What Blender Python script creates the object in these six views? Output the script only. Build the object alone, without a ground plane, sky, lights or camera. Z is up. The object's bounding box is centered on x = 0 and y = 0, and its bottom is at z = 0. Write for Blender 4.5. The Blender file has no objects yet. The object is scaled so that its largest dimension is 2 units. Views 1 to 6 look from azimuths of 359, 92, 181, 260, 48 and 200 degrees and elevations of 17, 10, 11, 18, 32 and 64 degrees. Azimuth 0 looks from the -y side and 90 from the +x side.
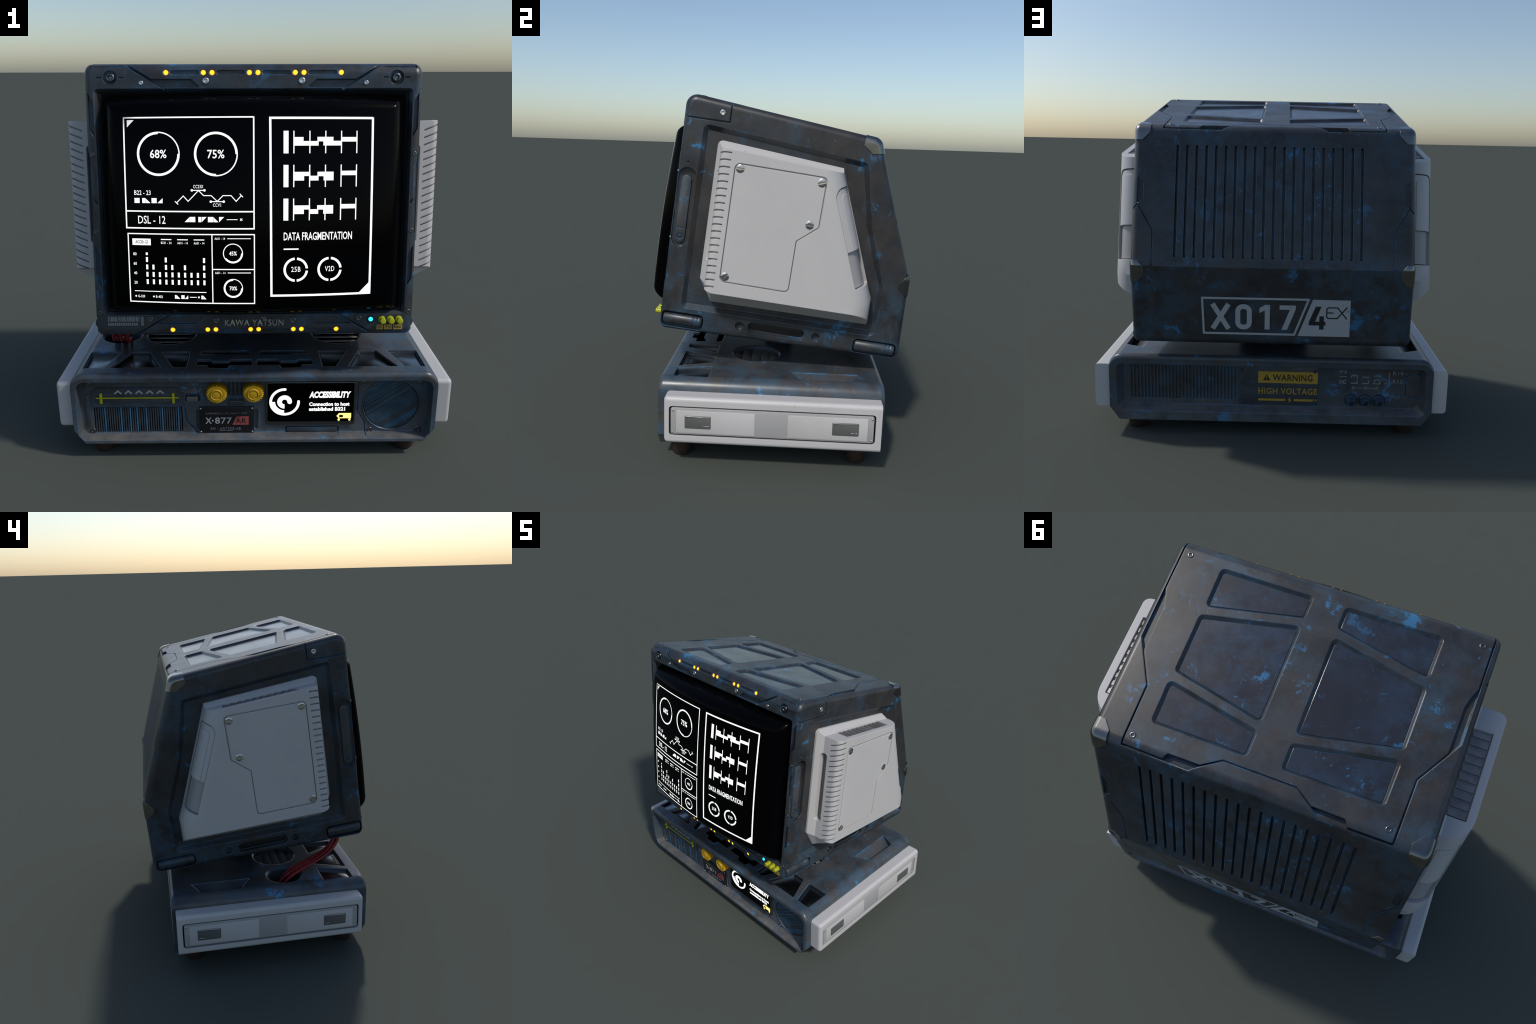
import bpy, bmesh, math, random
from mathutils import Vector, Matrix

random.seed(7)
PI = math.pi
DEBUG = False

# ------------------------------------------------------------------ scene helpers
scene = bpy.context.scene
COL = scene.collection


def new_obj(name, mesh, mat=None, parent=None, mw=None):
    o = bpy.data.objects.new(name, mesh)
    COL.objects.link(o)
    if mat is not None and mesh is not None:
        if len(mesh.materials) == 0:
            mesh.materials.append(mat)
        elif mesh.materials[0] is not mat:
            o.material_slots[0].link = "OBJECT"
            o.material_slots[0].material = mat
    if parent is not None:
        o.parent = parent
    if mw is not None:
        o.matrix_local = mw
    return o


def finish_mesh(bm, name, angle=35, recalc=True):
    if recalc:
        bmesh.ops.recalc_face_normals(bm, faces=bm.faces)
    me = bpy.data.meshes.new(name)
    bm.to_mesh(me)
    bm.free()
    me.polygons.foreach_set("use_smooth", [True] * len(me.polygons))
    me.set_sharp_from_angle(angle=math.radians(angle))
    return me


def add(name, bm, mat, parent=None, angle=35, weighted=False, kind=None, recalc=True, mw=None):
    o = new_obj(name, finish_mesh(bm, name, angle, recalc), mat, parent, mw)
    if weighted:
        m = o.modifiers.new("weighted", "WEIGHTED_NORMAL")
        m.keep_sharp = True
    if kind:
        o["kind"] = kind
    return o


def BM():
    return bmesh.new()


def merge(dst, src, matrix=None):
    """copy bmesh src into dst, freeing src"""
    vm = {}
    for v in src.verts:
        vm[v] = dst.verts.new(matrix @ v.co if matrix is not None else v.co)
    for f in src.faces:
        try:
            nf = dst.faces.new([vm[v] for v in f.verts])
            nf.material_index = f.material_index
        except ValueError:
            pass
    src.free()
    return dst


def mirrored(bm):
    b = bm.copy()
    for v in b.verts:
        v.co.x = -v.co.x
    bmesh.ops.reverse_faces(b, faces=b.faces)
    return b


def boolean(bm, cutters, op="DIFFERENCE"):
    """boolean on bmeshes; each cutter is one pass"""
    flat = []
    for c in cutters:
        flat += c if isinstance(c, list) else [c]
    cutters = flat
    a = bpy.data.meshes.new("tmp_a")
    bmesh.ops.recalc_face_normals(bm, faces=bm.faces)
    bm.to_mesh(a)
    bm.free()
    oa = bpy.data.objects.new("tmp_a", a)
    COL.objects.link(oa)
    for c in cutters:
        bmesh.ops.recalc_face_normals(c, faces=c.faces)
        b = bpy.data.meshes.new("tmp_b")
        c.to_mesh(b)
        c.free()
        ob = bpy.data.objects.new("tmp_b", b)
        COL.objects.link(ob)
        m = oa.modifiers.new("cut", "BOOLEAN")
        m.operation = op
        m.solver = "EXACT"
        m.object = ob
        dg = bpy.context.evaluated_depsgraph_get()
        res = bpy.data.meshes.new_from_object(oa.evaluated_get(dg))
        oa.modifiers.clear()
        if DEBUG:
            tb = BM()
            tb.from_mesh(res)
            print("BOOL", len(oa.data.vertices), "->", len(res.vertices), "open", sum(1 for e in tb.edges if not e.is_manifold), "vol %.4f" % tb.calc_volume(signed=True))
            tb.free()
        old = oa.data
        oa.data = res
        bpy.data.meshes.remove(old)
        bpy.data.objects.remove(ob)
        bpy.data.meshes.remove(b)
    out = BM()
    out.from_mesh(oa.data)
    me = oa.data
    bpy.data.objects.remove(oa)
    bpy.data.meshes.remove(me)
    return out


# ------------------------------------------------------------------ 2D outlines
def area2(p):
    return sum(p[i][0] * p[(i + 1) % len(p)][1] - p[(i + 1) % len(p)][0] * p[i][1] for i in range(len(p)))


def rounded(corners, radii, inset=0.0, seg=6):
    """polygon with rounded corners, moved inwards by inset; point count does not depend on inset"""
    pts = [Vector(c) for c in corners]
    n = len(pts)
    if not hasattr(radii, "__len__"):
        radii = [radii] * n
    if area2(corners) < 0:
        pts.reverse()
        radii = list(radii)[::-1]
    out = []
    for i in range(n):
        p, a, b = pts[i], pts[i - 1], pts[(i + 1) % n]
        d1, d2 = (p - a).normalized(), (b - p).normalized()
        n1, n2 = Vector((-d1.y, d1.x)), Vector((-d2.y, d2.x))
        cross = d1.x * d2.y - d1.y * d2.x
        turn = math.atan2(abs(cross), d1.dot(d2))
        miter = (n1 + n2)
        miter = miter / max(1e-6, miter.length_squared) * 2.0
        q = p + miter * inset
        r0 = radii[i]
        if r0 <= 0:
            out.append(q.copy())
            continue
        r = max(r0 - inset, 2e-4) if cross > 0 else r0 + inset
        sgn = 1 if cross > 0 else -1
        t = r * math.tan(turn / 2)
        s = q - d1 * t
        c = s + n1 * r * sgn
        v = s - c
        for k in range(seg + 1):
            ang = sgn * turn * k / seg
            out.append(c + Vector((v.x * math.cos(ang) - v.y * math.sin(ang), v.x * math.sin(ang) + v.y * math.cos(ang))))
    return out


MAP = {"X": lambda p, a: (a, p[0], p[1]), "Y": lambda p, a: (p[0], a, p[1]), "Z": lambda p, a: (p[0], p[1], a)}


def loft(layers, bm=None, caps=True):
    bm = bm or BM()
    rows = [[bm.verts.new(p) for p in L] for L in layers]
    n = len(rows[0])
    for r0, r1 in zip(rows, rows[1:]):
        for i in range(n):
            j = (i + 1) % n
            bm.faces.new((r0[i], r0[j], r1[j], r1[i]))
    if caps:
        bm.faces.new(rows[0][::-1])
        bm.faces.new(rows[-1])
    return bm


def prism(corners, radii, axis, a0, a1, e0=0.0, e1=0.0, seg=6, eseg=4, mapf=None, bm=None):
    """extrude a rounded outline along an axis with rounded end edges of radius e0 and e1"""
    f = mapf or MAP[axis]
    sg = 1 if a1 > a0 else -1
    L = []
    if e0 > 0:
        for k in range(eseg + 1):
            t = k / eseg * PI / 2
            L.append([f(p, a0 + sg * e0 * (1 - math.cos(t))) for p in rounded(corners, radii, e0 * (1 - math.sin(t)), seg)])
    else:
        L.append([f(p, a0) for p in rounded(corners, radii, 0, seg)])
    if e1 > 0:
        for k in range(eseg + 1):
            t = k / eseg * PI / 2
            L.append([f(p, a1 - sg * e1 * (1 - math.sin(t))) for p in rounded(corners, radii, e1 * (1 - math.cos(t)), seg)])
    else:
        L.append([f(p, a1) for p in rounded(corners, radii, 0, seg)])
    return loft(L, bm)


def rect(x0, x1, y0, y1):
    return [(x0, y0), (x1, y0), (x1, y1), (x0, y1)]


def box(x0, x1, y0, y1, z0, z1, e=0.0, r=None, axis="Y", eseg=2, seg=3):
    """box with rounded edges; e is the edge radius at both ends of the axis, r the corner radius"""
    r = e if r is None else r
    if axis == "Y":
        return prism(rect(x0, x1, z0, z1), r, "Y", y0, y1, e, e, seg, eseg)
    if axis == "X":
        return prism(rect(y0, y1, z0, z1), r, "X", x0, x1, e, e, seg, eseg)
    return prism(rect(x0, x1, y0, y1), r, "Z", z0, z1, e, e, seg, eseg)


def circle_pts(cx, cy, r, n=32):
    return [(cx + r * math.cos(2 * PI * i / n), cy + r * math.sin(2 * PI * i / n)) for i in range(n)]


def cyl(cx, cy, r, axis, a0, a1, e1=0.0, n=32, eseg=3, r0=None):
    f = MAP[axis]
    L = [[f(p, a0) for p in circle_pts(cx, cy, r if r0 is None else r0, n)]]
    sg = 1 if a1 > a0 else -1
    if e1 > 0:
        for k in range(eseg + 1):
            t = k / eseg * PI / 2
            L.append([f(p, a1 - sg * e1 * (1 - math.sin(t))) for p in circle_pts(cx, cy, r - e1 * (1 - math.cos(t)), n)])
    else:
        L.append([f(p, a1) for p in circle_pts(cx, cy, r, n)])
    return loft(L)


def revolve(profile, n=32):
    """lathe around z: profile of (radius, height) from bottom to top"""
    return loft([[(r * math.cos(2 * PI * i / n), r * math.sin(2 * PI * i / n), h) for i in range(n)] for r, h in profile])


def stadium(x0, x1, y0, y1, seg=8):
    r = min(abs(x1 - x0), abs(y1 - y0)) / 2 - 1e-4
    return rect(x0, x1, y0, y1), r


def strip_outline(pts, w):
    """left and right rails of a mitred polyline"""
    P = [Vector(p) for p in pts]
    rails = []
    for i, p in enumerate(P):
        d1 = (p - P[i - 1]).normalized() if i > 0 else None
        d2 = (P[i + 1] - p).normalized() if i < len(P) - 1 else None
        if d1 is None:
            d1 = d2
        if d2 is None:
            d2 = d1
        n = Vector((-d1.y, d1.x)) + Vector((-d2.y, d2.x))
        n = n / max(n.length_squared, 1e-6) * 2
        rails.append((p + n * w / 2, p - n * w / 2))
    return rails


def groove(pts, w, f_out, f_in):
    """cutter along a polyline; f_out and f_in turn a 2D point into the outer and the inner 3D point"""
    bm = BM()
    rails = strip_outline(pts, w)
    rows = []
    for l, r in rails:
        rows.append([bm.verts.new(f_out(l)), bm.verts.new(f_out(r)), bm.verts.new(f_in(r)), bm.verts.new(f_in(l))])
    for a, b in zip(rows, rows[1:]):
        for i in range(4):
            j = (i + 1) % 4
            bm.faces.new((a[i], a[j], b[j], b[i]))
    bm.faces.new(rows[0][::-1])
    bm.faces.new(rows[-1])
    return bm


# ------------------------------------------------------------------ text
def text_bm(body, x0, x1, y0, y1, place, bold=0.0, depth=1.0, spacing=1.0, shear=0.0, res=3):
    """built-in font text fitted into the box x0..x1, y0..y1; place(u, v, d) -> 3D with d in 0..1"""
    cu = bpy.data.curves.new("tmp_text", "FONT")
    cu.body = body
    cu.size = 1.0
    cu.offset = bold
    cu.extrude = 0.05 if depth else 0.0
    cu.space_character = spacing
    cu.shear = shear
    cu.resolution_u = res
    o = bpy.data.objects.new("tmp_text", cu)
    COL.objects.link(o)
    dg = bpy.context.evaluated_depsgraph_get()
    me = bpy.data.meshes.new_from_object(o.evaluated_get(dg))
    bpy.data.objects.remove(o)
    bpy.data.curves.remove(cu)
    bm = BM()
    bm.from_mesh(me)
    bpy.data.meshes.remove(me)
    xs = [v.co.x for v in bm.verts]
    ys = [v.co.y for v in bm.verts]
    ax, bx, ay, by = min(xs), max(xs), min(ys), max(ys)
    for v in bm.verts:
        u = x0 + (v.co.x - ax) / (bx - ax) * (x1 - x0)
        w = y0 + (v.co.y - ay) / (by - ay) * (y1 - y0)
        d = 1.0 if v.co.z > 0 else 0.0
        v.co = place(u, w, d)
    return bm


def poly_bm(pts, place, bm=None):
    """flat-topped slab over a 2D polygon; place(u, v, d), d = 0 bottom, 1 top"""
    bm = bm or BM()
    top = [bm.verts.new(place(p[0], p[1], 1.0)) for p in pts]
    bot = [bm.verts.new(place(p[0], p[1], 0.0)) for p in pts]
    bm.faces.new(top)
    bm.faces.new(bot[::-1])
    n = len(pts)
    for i in range(n):
        j = (i + 1) % n
        bm.faces.new((top[i], bot[i], bot[j], top[j]))
    return bm


def strip_bm(pts, w, place, bm=None, maxlen=0.04, closed=False):
    """slab line of width w along a polyline, subdivided so that it follows a curved surface"""
    bm = bm or BM()
    if closed:
        pts = list(pts) + [pts[0], pts[1]]
    rails = strip_outline(pts, w)
    if closed:
        rails = rails[1:]
    rows = []
    for (l0, r0), (l1, r1) in zip(rails, rails[1:]):
        n = max(1, math.ceil((l1 - l0).length / maxlen))
        for k in range(n + (1 if (l1, r1) == rails[-1] else 0)):
            t = k / n
            rows.append((l0.lerp(l1, t), r0.lerp(r1, t)))
    V = [[bm.verts.new(place(l.x, l.y, 1)), bm.verts.new(place(r.x, r.y, 1)), bm.verts.new(place(r.x, r.y, 0)), bm.verts.new(place(l.x, l.y, 0))] for l, r in rows]
    for a, b in zip(V, V[1:]):
        for i in range(4):
            j = (i + 1) % 4
            bm.faces.new((a[i], a[j], b[j], b[i]))
    bm.faces.new(V[0][::-1])
    bm.faces.new(V[-1])
    return bm


def arc_bm(cx, cy, r_in, r_out, a0, a1, place, bm=None, n=48):
    """ring sector, angles in degrees counter-clockwise from +u"""
    bm = bm or BM()
    k = max(4, int(n * abs(a1 - a0) / 360))
    V = []
    for i in range(k + 1):
        a = math.radians(a0 + (a1 - a0) * i / k)
        c, s = math.cos(a), math.sin(a)
        V.append([bm.verts.new(place(cx + r * c, cy + r * s, d)) for r, d in ((r_out, 1), (r_in, 1), (r_in, 0), (r_out, 0))])
    for a, b in zip(V, V[1:]):
        for i in range(4):
            j = (i + 1) % 4
            bm.faces.new((a[i], a[j], b[j], b[i]))
    bm.faces.new(V[0][::-1])
    bm.faces.new(V[-1])
    return bm


def tube(points, r, n=10):
    """round tube along a smooth path"""
    bm = BM()
    P = [Vector(p) for p in points]
    rows = []
    ref = Vector((1, 0, 0))
    for i, p in enumerate(P):
        t = (P[min(i + 1, len(P) - 1)] - P[max(i - 1, 0)]).normalized()
        u = (ref - t * ref.dot(t)).normalized()
        v = t.cross(u)
        rows.append([p + (u * math.cos(2 * PI * k / n) + v * math.sin(2 * PI * k / n)) * r for k in range(n)])
    return loft(rows, bm)


def bezier(p0, p1, p2, p3, n=24):
    p0, p1, p2, p3 = map(Vector, (p0, p1, p2, p3))
    return [p0 * (1 - t) ** 3 + p1 * 3 * t * (1 - t) ** 2 + p2 * 3 * t * t * (1 - t) + p3 * t ** 3 for t in (i / n for i in range(n + 1))]


def frame(origin, normal, up=(0, 0, 1)):
    """matrix whose z axis is the normal"""
    z = Vector(normal).normalized()
    u = Vector(up)
    x = u.cross(z)
    if x.length < 1e-4:
        x = Vector((1, 0, 0))
    x.normalize()
    y = z.cross(x)
    m = Matrix((x, y, z)).transposed().to_4x4()
    m.translation = Vector(origin)
    return m


# ------------------------------------------------------------------ materials
class Nodes:
    def __init__(self, name):
        self.mat = bpy.data.materials.new(name)
        self.mat.use_nodes = True
        self.t = self.mat.node_tree
        self.p = self.t.nodes["Principled BSDF"]

    def n(self, kind, **kw):
        x = self.t.nodes.new(kind)
        for k, v in kw.items():
            if k in x.inputs:
                x.inputs[k].default_value = v
            else:
                setattr(x, k, v)
        return x

    def l(self, a, b):
        self.t.links.new(a, b)

    def noise(self, vec, scale, detail=4, rough=0.55, dist=0.0):
        x = self.n("ShaderNodeTexNoise")
        x.inputs["Scale"].default_value = scale
        x.inputs["Detail"].default_value = detail
        x.inputs["Roughness"].default_value = rough
        x.inputs["Distortion"].default_value = dist
        self.l(vec, x.inputs["Vector"])
        return x.outputs["Fac"]

    def ramp(self, fac, lo, hi):
        x = self.n("ShaderNodeMapRange")
        x.inputs["From Min"].default_value = lo
        x.inputs["From Max"].default_value = hi
        self.l(fac, x.inputs["Value"])
        return x.outputs["Result"]

    def math(self, op, a, b=None):
        x = self.n("ShaderNodeMath", operation=op)
        for i, v in enumerate((a, b)):
            if v is None:
                continue
            if isinstance(v, (int, float)):
                x.inputs[i].default_value = v
            else:
                self.l(v, x.inputs[i])
        return x.outputs[0]

    def mix(self, fac, a, b):
        x = self.n("ShaderNodeMix", data_type="RGBA")
        if isinstance(fac, (int, float)):
            x.inputs[0].default_value = fac
        else:
            self.l(fac, x.inputs[0])
        for i, v in ((6, a), (7, b)):
            if isinstance(v, tuple):
                x.inputs[i].default_value = (*v, 1)
            else:
                self.l(v, x.inputs[i])
        return x.outputs[2]

    def obj(self, offset=(0, 0, 0), scale=(1, 1, 1)):
        tc = self.n("ShaderNodeTexCoord")
        m = self.n("ShaderNodeMapping")
        m.inputs["Location"].default_value = offset
        m.inputs["Scale"].default_value = scale
        self.l(tc.outputs["Object"], m.inputs["Vector"])
        return m.outputs["Vector"]

    def set(self, **kw):
        names = {"rough": "Roughness", "metal": "Metallic", "spec": "Specular IOR Level", "color": "Base Color", "coat": "Coat Weight", "coat_rough": "Coat Roughness"}
        for k, v in kw.items():
            s = self.p.inputs[names[k]]
            if isinstance(v, tuple):
                s.default_value = (*v, 1)
            elif isinstance(v, (int, float)):
                s.default_value = v
            else:
                self.l(v, s)
        return self


def worn_metal(name, base=(0.0155, 0.017, 0.020), cloud=(0.044, 0.040, 0.038), haze=(0.033, 0.063, 0.092), chip=(0.030, 0.175, 0.35), rough=0.36, blue=1.0, bevel=0.006, seed=0.0, bump=0.012, lightening=0.0):
    """dark painted metal: brown-grey clouds, bluish haze, bright blue chips and scratches, worn edges"""
    s = Nodes(name)
    v = s.obj(offset=(seed, seed * 0.7, -seed))
    c = s.mix(s.ramp(s.noise(v, 5.0, 9, 0.68), 0.38, 0.66), base, cloud)
    # broken haze of blue undercoat
    big = s.ramp(s.noise(v, 1.9, 3, 0.5), 0.32, 0.60)
    fine = s.ramp(s.noise(v, 8.0, 10, 0.74, 0.3), 0.42, 0.60)
    hz = s.math("MULTIPLY", s.math("MULTIPLY", big, fine), 0.95 * blue)
    c = s.mix(hz, c, haze)
    if lightening:
        # pale dust tone on ledges low down and towards the foot of the recessed front
        g0 = s.n("ShaderNodeNewGeometry")
        sn = s.n("ShaderNodeSeparateXYZ")
        s.l(g0.outputs["Normal"], sn.inputs[0])
        sp = s.n("ShaderNodeSeparateXYZ")
        s.l(s.obj(), sp.inputs[0])
        ledge = s.math("MULTIPLY", s.ramp(sn.outputs["Z"], 0.55, 0.85), s.ramp(sp.outputs["Z"], 0.22, 0.16))
        wall = s.math("MULTIPLY", s.ramp(s.math("ABSOLUTE", sp.outputs["Y"]), 0.45, 0.49), s.ramp(sp.outputs["Z"], 0.30, 0.10))
        wall = s.math("MULTIPLY", wall, s.ramp(s.math("ABSOLUTE", sp.outputs["X"]), 0.905, 0.895))
        dm = s.math("MULTIPLY", s.math("MAXIMUM", ledge, s.math("MULTIPLY", wall, 0.6)), s.ramp(s.noise(v, 11.0, 6, 0.65), 0.25, 0.60))
        c = s.mix(s.math("MULTIPLY", dm, lightening), c, (0.165, 0.160, 0.155))
    # chips: ragged blotches that gather in places
    area = s.ramp(s.noise(v, 2.7, 2, 0.5), 0.42, 0.60)
    blot = s.noise(v, 7.5, 10, 0.72, 0.25)
    spots = s.math("MULTIPLY", s.ramp(blot, 0.590, 0.630), area)
    # fine specks
    speck = s.math("MULTIPLY", s.ramp(s.noise(v, 30.0, 4, 0.6, 0.6), 0.66, 0.70), s.ramp(s.noise(v, 4.1, 3, 0.5), 0.45, 0.62))
    # a few thin scratches: narrow bands around a level of a warped noise
    w = s.noise(v, 3.2, 4, 0.6, 0.6)
    line = s.ramp(s.math("ABSOLUTE", s.math("SUBTRACT", w, 0.47)), 0.005, 0.001)
    line = s.math("MULTIPLY", line, s.ramp(s.noise(v, 6.3, 3, 0.5), 0.60, 0.68))
    mark = s.math("MAXIMUM", spots, s.math("MAXIMUM", s.math("MULTIPLY", speck, 0.8), s.math("MULTIPLY", line, 0.7)))
    # worn edges
    bev = s.n("ShaderNodeBevel", samples=4)
    bev.inputs["Radius"].default_value = bevel
    geo = s.n("ShaderNodeNewGeometry")
    dot = s.n("ShaderNodeVectorMath", operation="DOT_PRODUCT")
    s.l(bev.outputs["Normal"], dot.inputs[0])
    s.l(geo.outputs["Normal"], dot.inputs[1])
    edge = s.ramp(dot.outputs["Value"], 0.985, 0.88)
    edge = s.math("MULTIPLY", edge, s.ramp(s.noise(v, 7.0, 5, 0.6), 0.44, 0.58))
    mark = s.math("MAXIMUM", mark, edge)
    c = s.mix(s.math("MULTIPLY", mark, 0.78 * blue), c, chip)
    r = s.n("ShaderNodeMath", operation="MULTIPLY_ADD")
    s.l(s.noise(v, 7.0, 6, 0.6), r.inputs[0])
    r.inputs[1].default_value = 0.22
    r.inputs[2].default_value = rough - 0.11
    if bump:
        bn = s.n("ShaderNodeBump")
        bn.inputs["Strength"].default_value = bump
        bn.inputs["Distance"].default_value = 0.01
        s.l(s.noise(v, 40.0, 3, 0.5), bn.inputs["Height"])
        s.l(bev.outputs["Normal"], bn.inputs["Normal"])
        s.l(bn.outputs["Normal"], s.p.inputs["Normal"])
    else:
        s.l(bev.outputs["Normal"], s.p.inputs["Normal"])
    r2 = s.math("SUBTRACT", r.outputs[0], s.math("MULTIPLY", s.ramp(dot.outputs["Value"], 0.99, 0.85), 0.14))
    s.set(color=c, rough=r2)
    return s.mat


def white_plastic(name, base=(0.525, 0.512, 0.502), rust_amount=1.0):
    """off-white plastic with faint stains and small rust specks"""
    s = Nodes(name)
    v = s.obj()
    c = s.mix(s.ramp(s.noise(v, 4.0, 6, 0.6), 0.35, 0.75), base, tuple(x * 0.94 for x in base))
    speck = s.ramp(s.noise(v, 42.0, 4, 0.6), 0.62, 0.72)
    where = s.ramp(s.noise(v, 3.4, 3, 0.5), 0.56, 0.70)
    c = s.mix(s.math("MULTIPLY", s.math("MULTIPLY", speck, where), 0.55 * rust_amount), c, (0.36, 0.17, 0.09))
    bev = s.n("ShaderNodeBevel", samples=4)
    bev.inputs["Radius"].default_value = 0.004
    s.l(bev.outputs["Normal"], s.p.inputs["Normal"])
    s.set(color=c, rough=0.42)
    return s.mat


def plain(name, color, rough=0.45, metal=0.0, spec=0.5, bevel=0.0, var=0.0, coat=0.0):
    s = Nodes(name)
    v = s.obj()
    if var:
        c = s.mix(s.ramp(s.noise(v, 14.0, 5, 0.6), 0.35, 0.68), color, tuple(x * (1 - var) for x in color))
        s.set(color=c)
    else:
        s.set(color=color)
    if bevel:
        b = s.n("ShaderNodeBevel", samples=4)
        b.inputs["Radius"].default_value = bevel
        s.l(b.outputs["Normal"], s.p.inputs["Normal"])
    s.set(rough=rough, metal=metal, spec=spec, coat=coat)
    return s.mat


def glow(name, color, strength):
    s = Nodes(name)
    s.set(color=(0.01, 0.01, 0.01), rough=0.4)
    s.p.inputs["Emission Color"].default_value = (*color, 1)
    s.p.inputs["Emission Strength"].default_value = strength
    return s.mat


def worn_print(name, color, under=(0.02, 0.022, 0.025), wear=0.62):
    """printed marking with small worn spots"""
    s = Nodes(name)
    v = s.obj()
    c = s.mix(s.ramp(s.noise(v, 38.0, 6, 0.65), wear, wear + 0.05), color, under)
    s.set(color=c, rough=0.5)
    return s.mat


DARK = worn_metal("worn_dark_metal")
DARK_BASE = worn_metal("worn_dark_base_metal", base=(0.036, 0.039, 0.044), cloud=(0.080, 0.073, 0.071), haze=(0.050, 0.088, 0.125), chip=(0.045, 0.22, 0.43), rough=0.31, seed=5.1, lightening=0.75)
DARK_PANEL = worn_metal("glossy_dark_panel", base=(0.011, 0.012, 0.018), cloud=(0.018, 0.017, 0.022), haze=(0.020, 0.045, 0.080), rough=0.21, seed=8.2, bevel=0.003, bump=0.0)
DARK_FRONT = worn_metal("worn_front_panel_metal", base=(0.030, 0.033, 0.038), cloud=(0.066, 0.065, 0.066), haze=(0.050, 0.080, 0.105), rough=0.34, seed=2.4, bevel=0.004, blue=0.85, bump=0.0)
DARK_PANEL.node_tree.nodes["Principled BSDF"].inputs["Specular IOR Level"].default_value = 0.8
BLACK = plain("black_plastic", (0.006, 0.0065, 0.008), 0.35, bevel=0.003)
JACK = plain("blue_grey_jack", (0.055, 0.085, 0.125), 0.35, 0.3, bevel=0.002)
BEZEL = plain("dark_bezel_plastic", (0.018, 0.021, 0.024), 0.40, bevel=0.003)
VOID = plain("dark_cavity", (0.003, 0.003, 0.004), 0.7, spec=0.08)  # near-black colour paints the inner shade of openings
WHITE = white_plastic("off_white_plastic")
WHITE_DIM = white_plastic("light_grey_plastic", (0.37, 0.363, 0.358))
VENT = plain("vent_grille_metal", (0.26, 0.255, 0.25), 0.35, 0.4, var=0.35)
GREY = plain("grey_latch_plastic", (0.155, 0.155, 0.15), 0.33, 0.3, bevel=0.002)
CHROME = plain("bright_steel", (0.62, 0.61, 0.59), 0.22, 1.0, bevel=0.002)
STEEL = plain("dark_steel", (0.15, 0.155, 0.16), 0.28, 1.0, bevel=0.002)
GUARD = plain("worn_guard_steel", (0.24, 0.24, 0.23), 0.22, 1.0, bevel=0.003, var=0.25)
GLASS = plain("black_screen_glass", (0.0012, 0.0012, 0.0016), 0.13, spec=0.05)
WINDOW = plain("dark_window_plate", (0.32, 0.33, 0.34), 0.26, 1.0, bevel=0.002)
SLAT = plain("vent_slat_metal", (0.36, 0.355, 0.32), 0.38, 0.3, var=0.3)  # colour lightened so slats read bright within the monitor's shadow
GOLD = plain("yellow_knob_plastic", (0.58, 0.34, 0.012), 0.34, bevel=0.002, var=0.15)
LIME = plain("lime_plastic", (0.42, 0.44, 0.012), 0.4)
RED = plain("red_cable", (0.26, 0.012, 0.016), 0.42)
RUBBER = plain("brown_rubber", (0.030, 0.017, 0.013), 0.55)
PAINT = worn_print("pale_print", (0.37, 0.39, 0.40), wear=0.66)
PAINT_MID = worn_print("mid_print", (0.22, 0.235, 0.245), wear=0.60)
PAINT_DIM = worn_print("dim_print", (0.16, 0.17, 0.18), wear=0.56)
AMBER_PRINT = worn_print("amber_print", (0.42, 0.265, 0.03), wear=0.67)
RED_PRINT = worn_print("red_print", (0.32, 0.065, 0.06), wear=0.68)
DARK_PRINT = plain("dark_print", (0.012, 0.013, 0.015), 0.5)
BLUE_SLAT = plain("blue_slat_paint", (0.045, 0.20, 0.36), 0.5, var=0.3)
DARK_SLAT = plain("dark_slat_paint", (0.060, 0.075, 0.092), 0.42, var=0.5)
SCREEN_WHITE = glow("screen_white", (1, 1, 1), 1.15)


def fading_white():
    """white phosphor that dims towards the upper left corner of the picture"""
    s = Nodes("screen_white_fading")
    s.set(color=(0.01, 0.01, 0.01), rough=0.4)
    s.p.inputs["Emission Color"].default_value = (1, 1, 1, 1)
    v = s.obj(offset=(0.575, 0, -0.985), scale=(1, 0, 1))
    ln = s.n("ShaderNodeVectorMath", operation="LENGTH")
    s.l(v, ln.inputs[0])
    f = s.ramp(ln.outputs["Value"], 0.0, 0.075)
    s.l(s.math("ADD", s.math("MULTIPLY", f, 0.95), 0.20), s.p.inputs["Emission Strength"])
    return s.mat


SCREEN_FADE = fading_white()
LCD_YELLOW = glow("display_yellow", (1.0, 0.72, 0.22), 1.5)


def lamp_material():
    """amber lamp: yellow core, orange rim (distance from the lamp's own axis)"""
    s = Nodes("amber_lamp")
    s.set(color=(0.02, 0.008, 0.001), rough=0.3)
    v = s.obj(scale=(1, 1, 0))
    ln = s.n("ShaderNodeVectorMath", operation="LENGTH")
    s.l(v, ln.inputs[0])
    c = s.mix(s.ramp(ln.outputs["Value"], 0.0045, 0.0105), (1.0, 0.60, 0.020), (1.0, 0.26, 0.006))
    s.l(c, s.p.inputs["Emission Color"])
    s.p.inputs["Emission Strength"].default_value = 2.2
    return s.mat


LAMP = lamp_material()
CYAN = glow("cyan_lamp", (0.03, 0.75, 1.0), 1.6)

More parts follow.
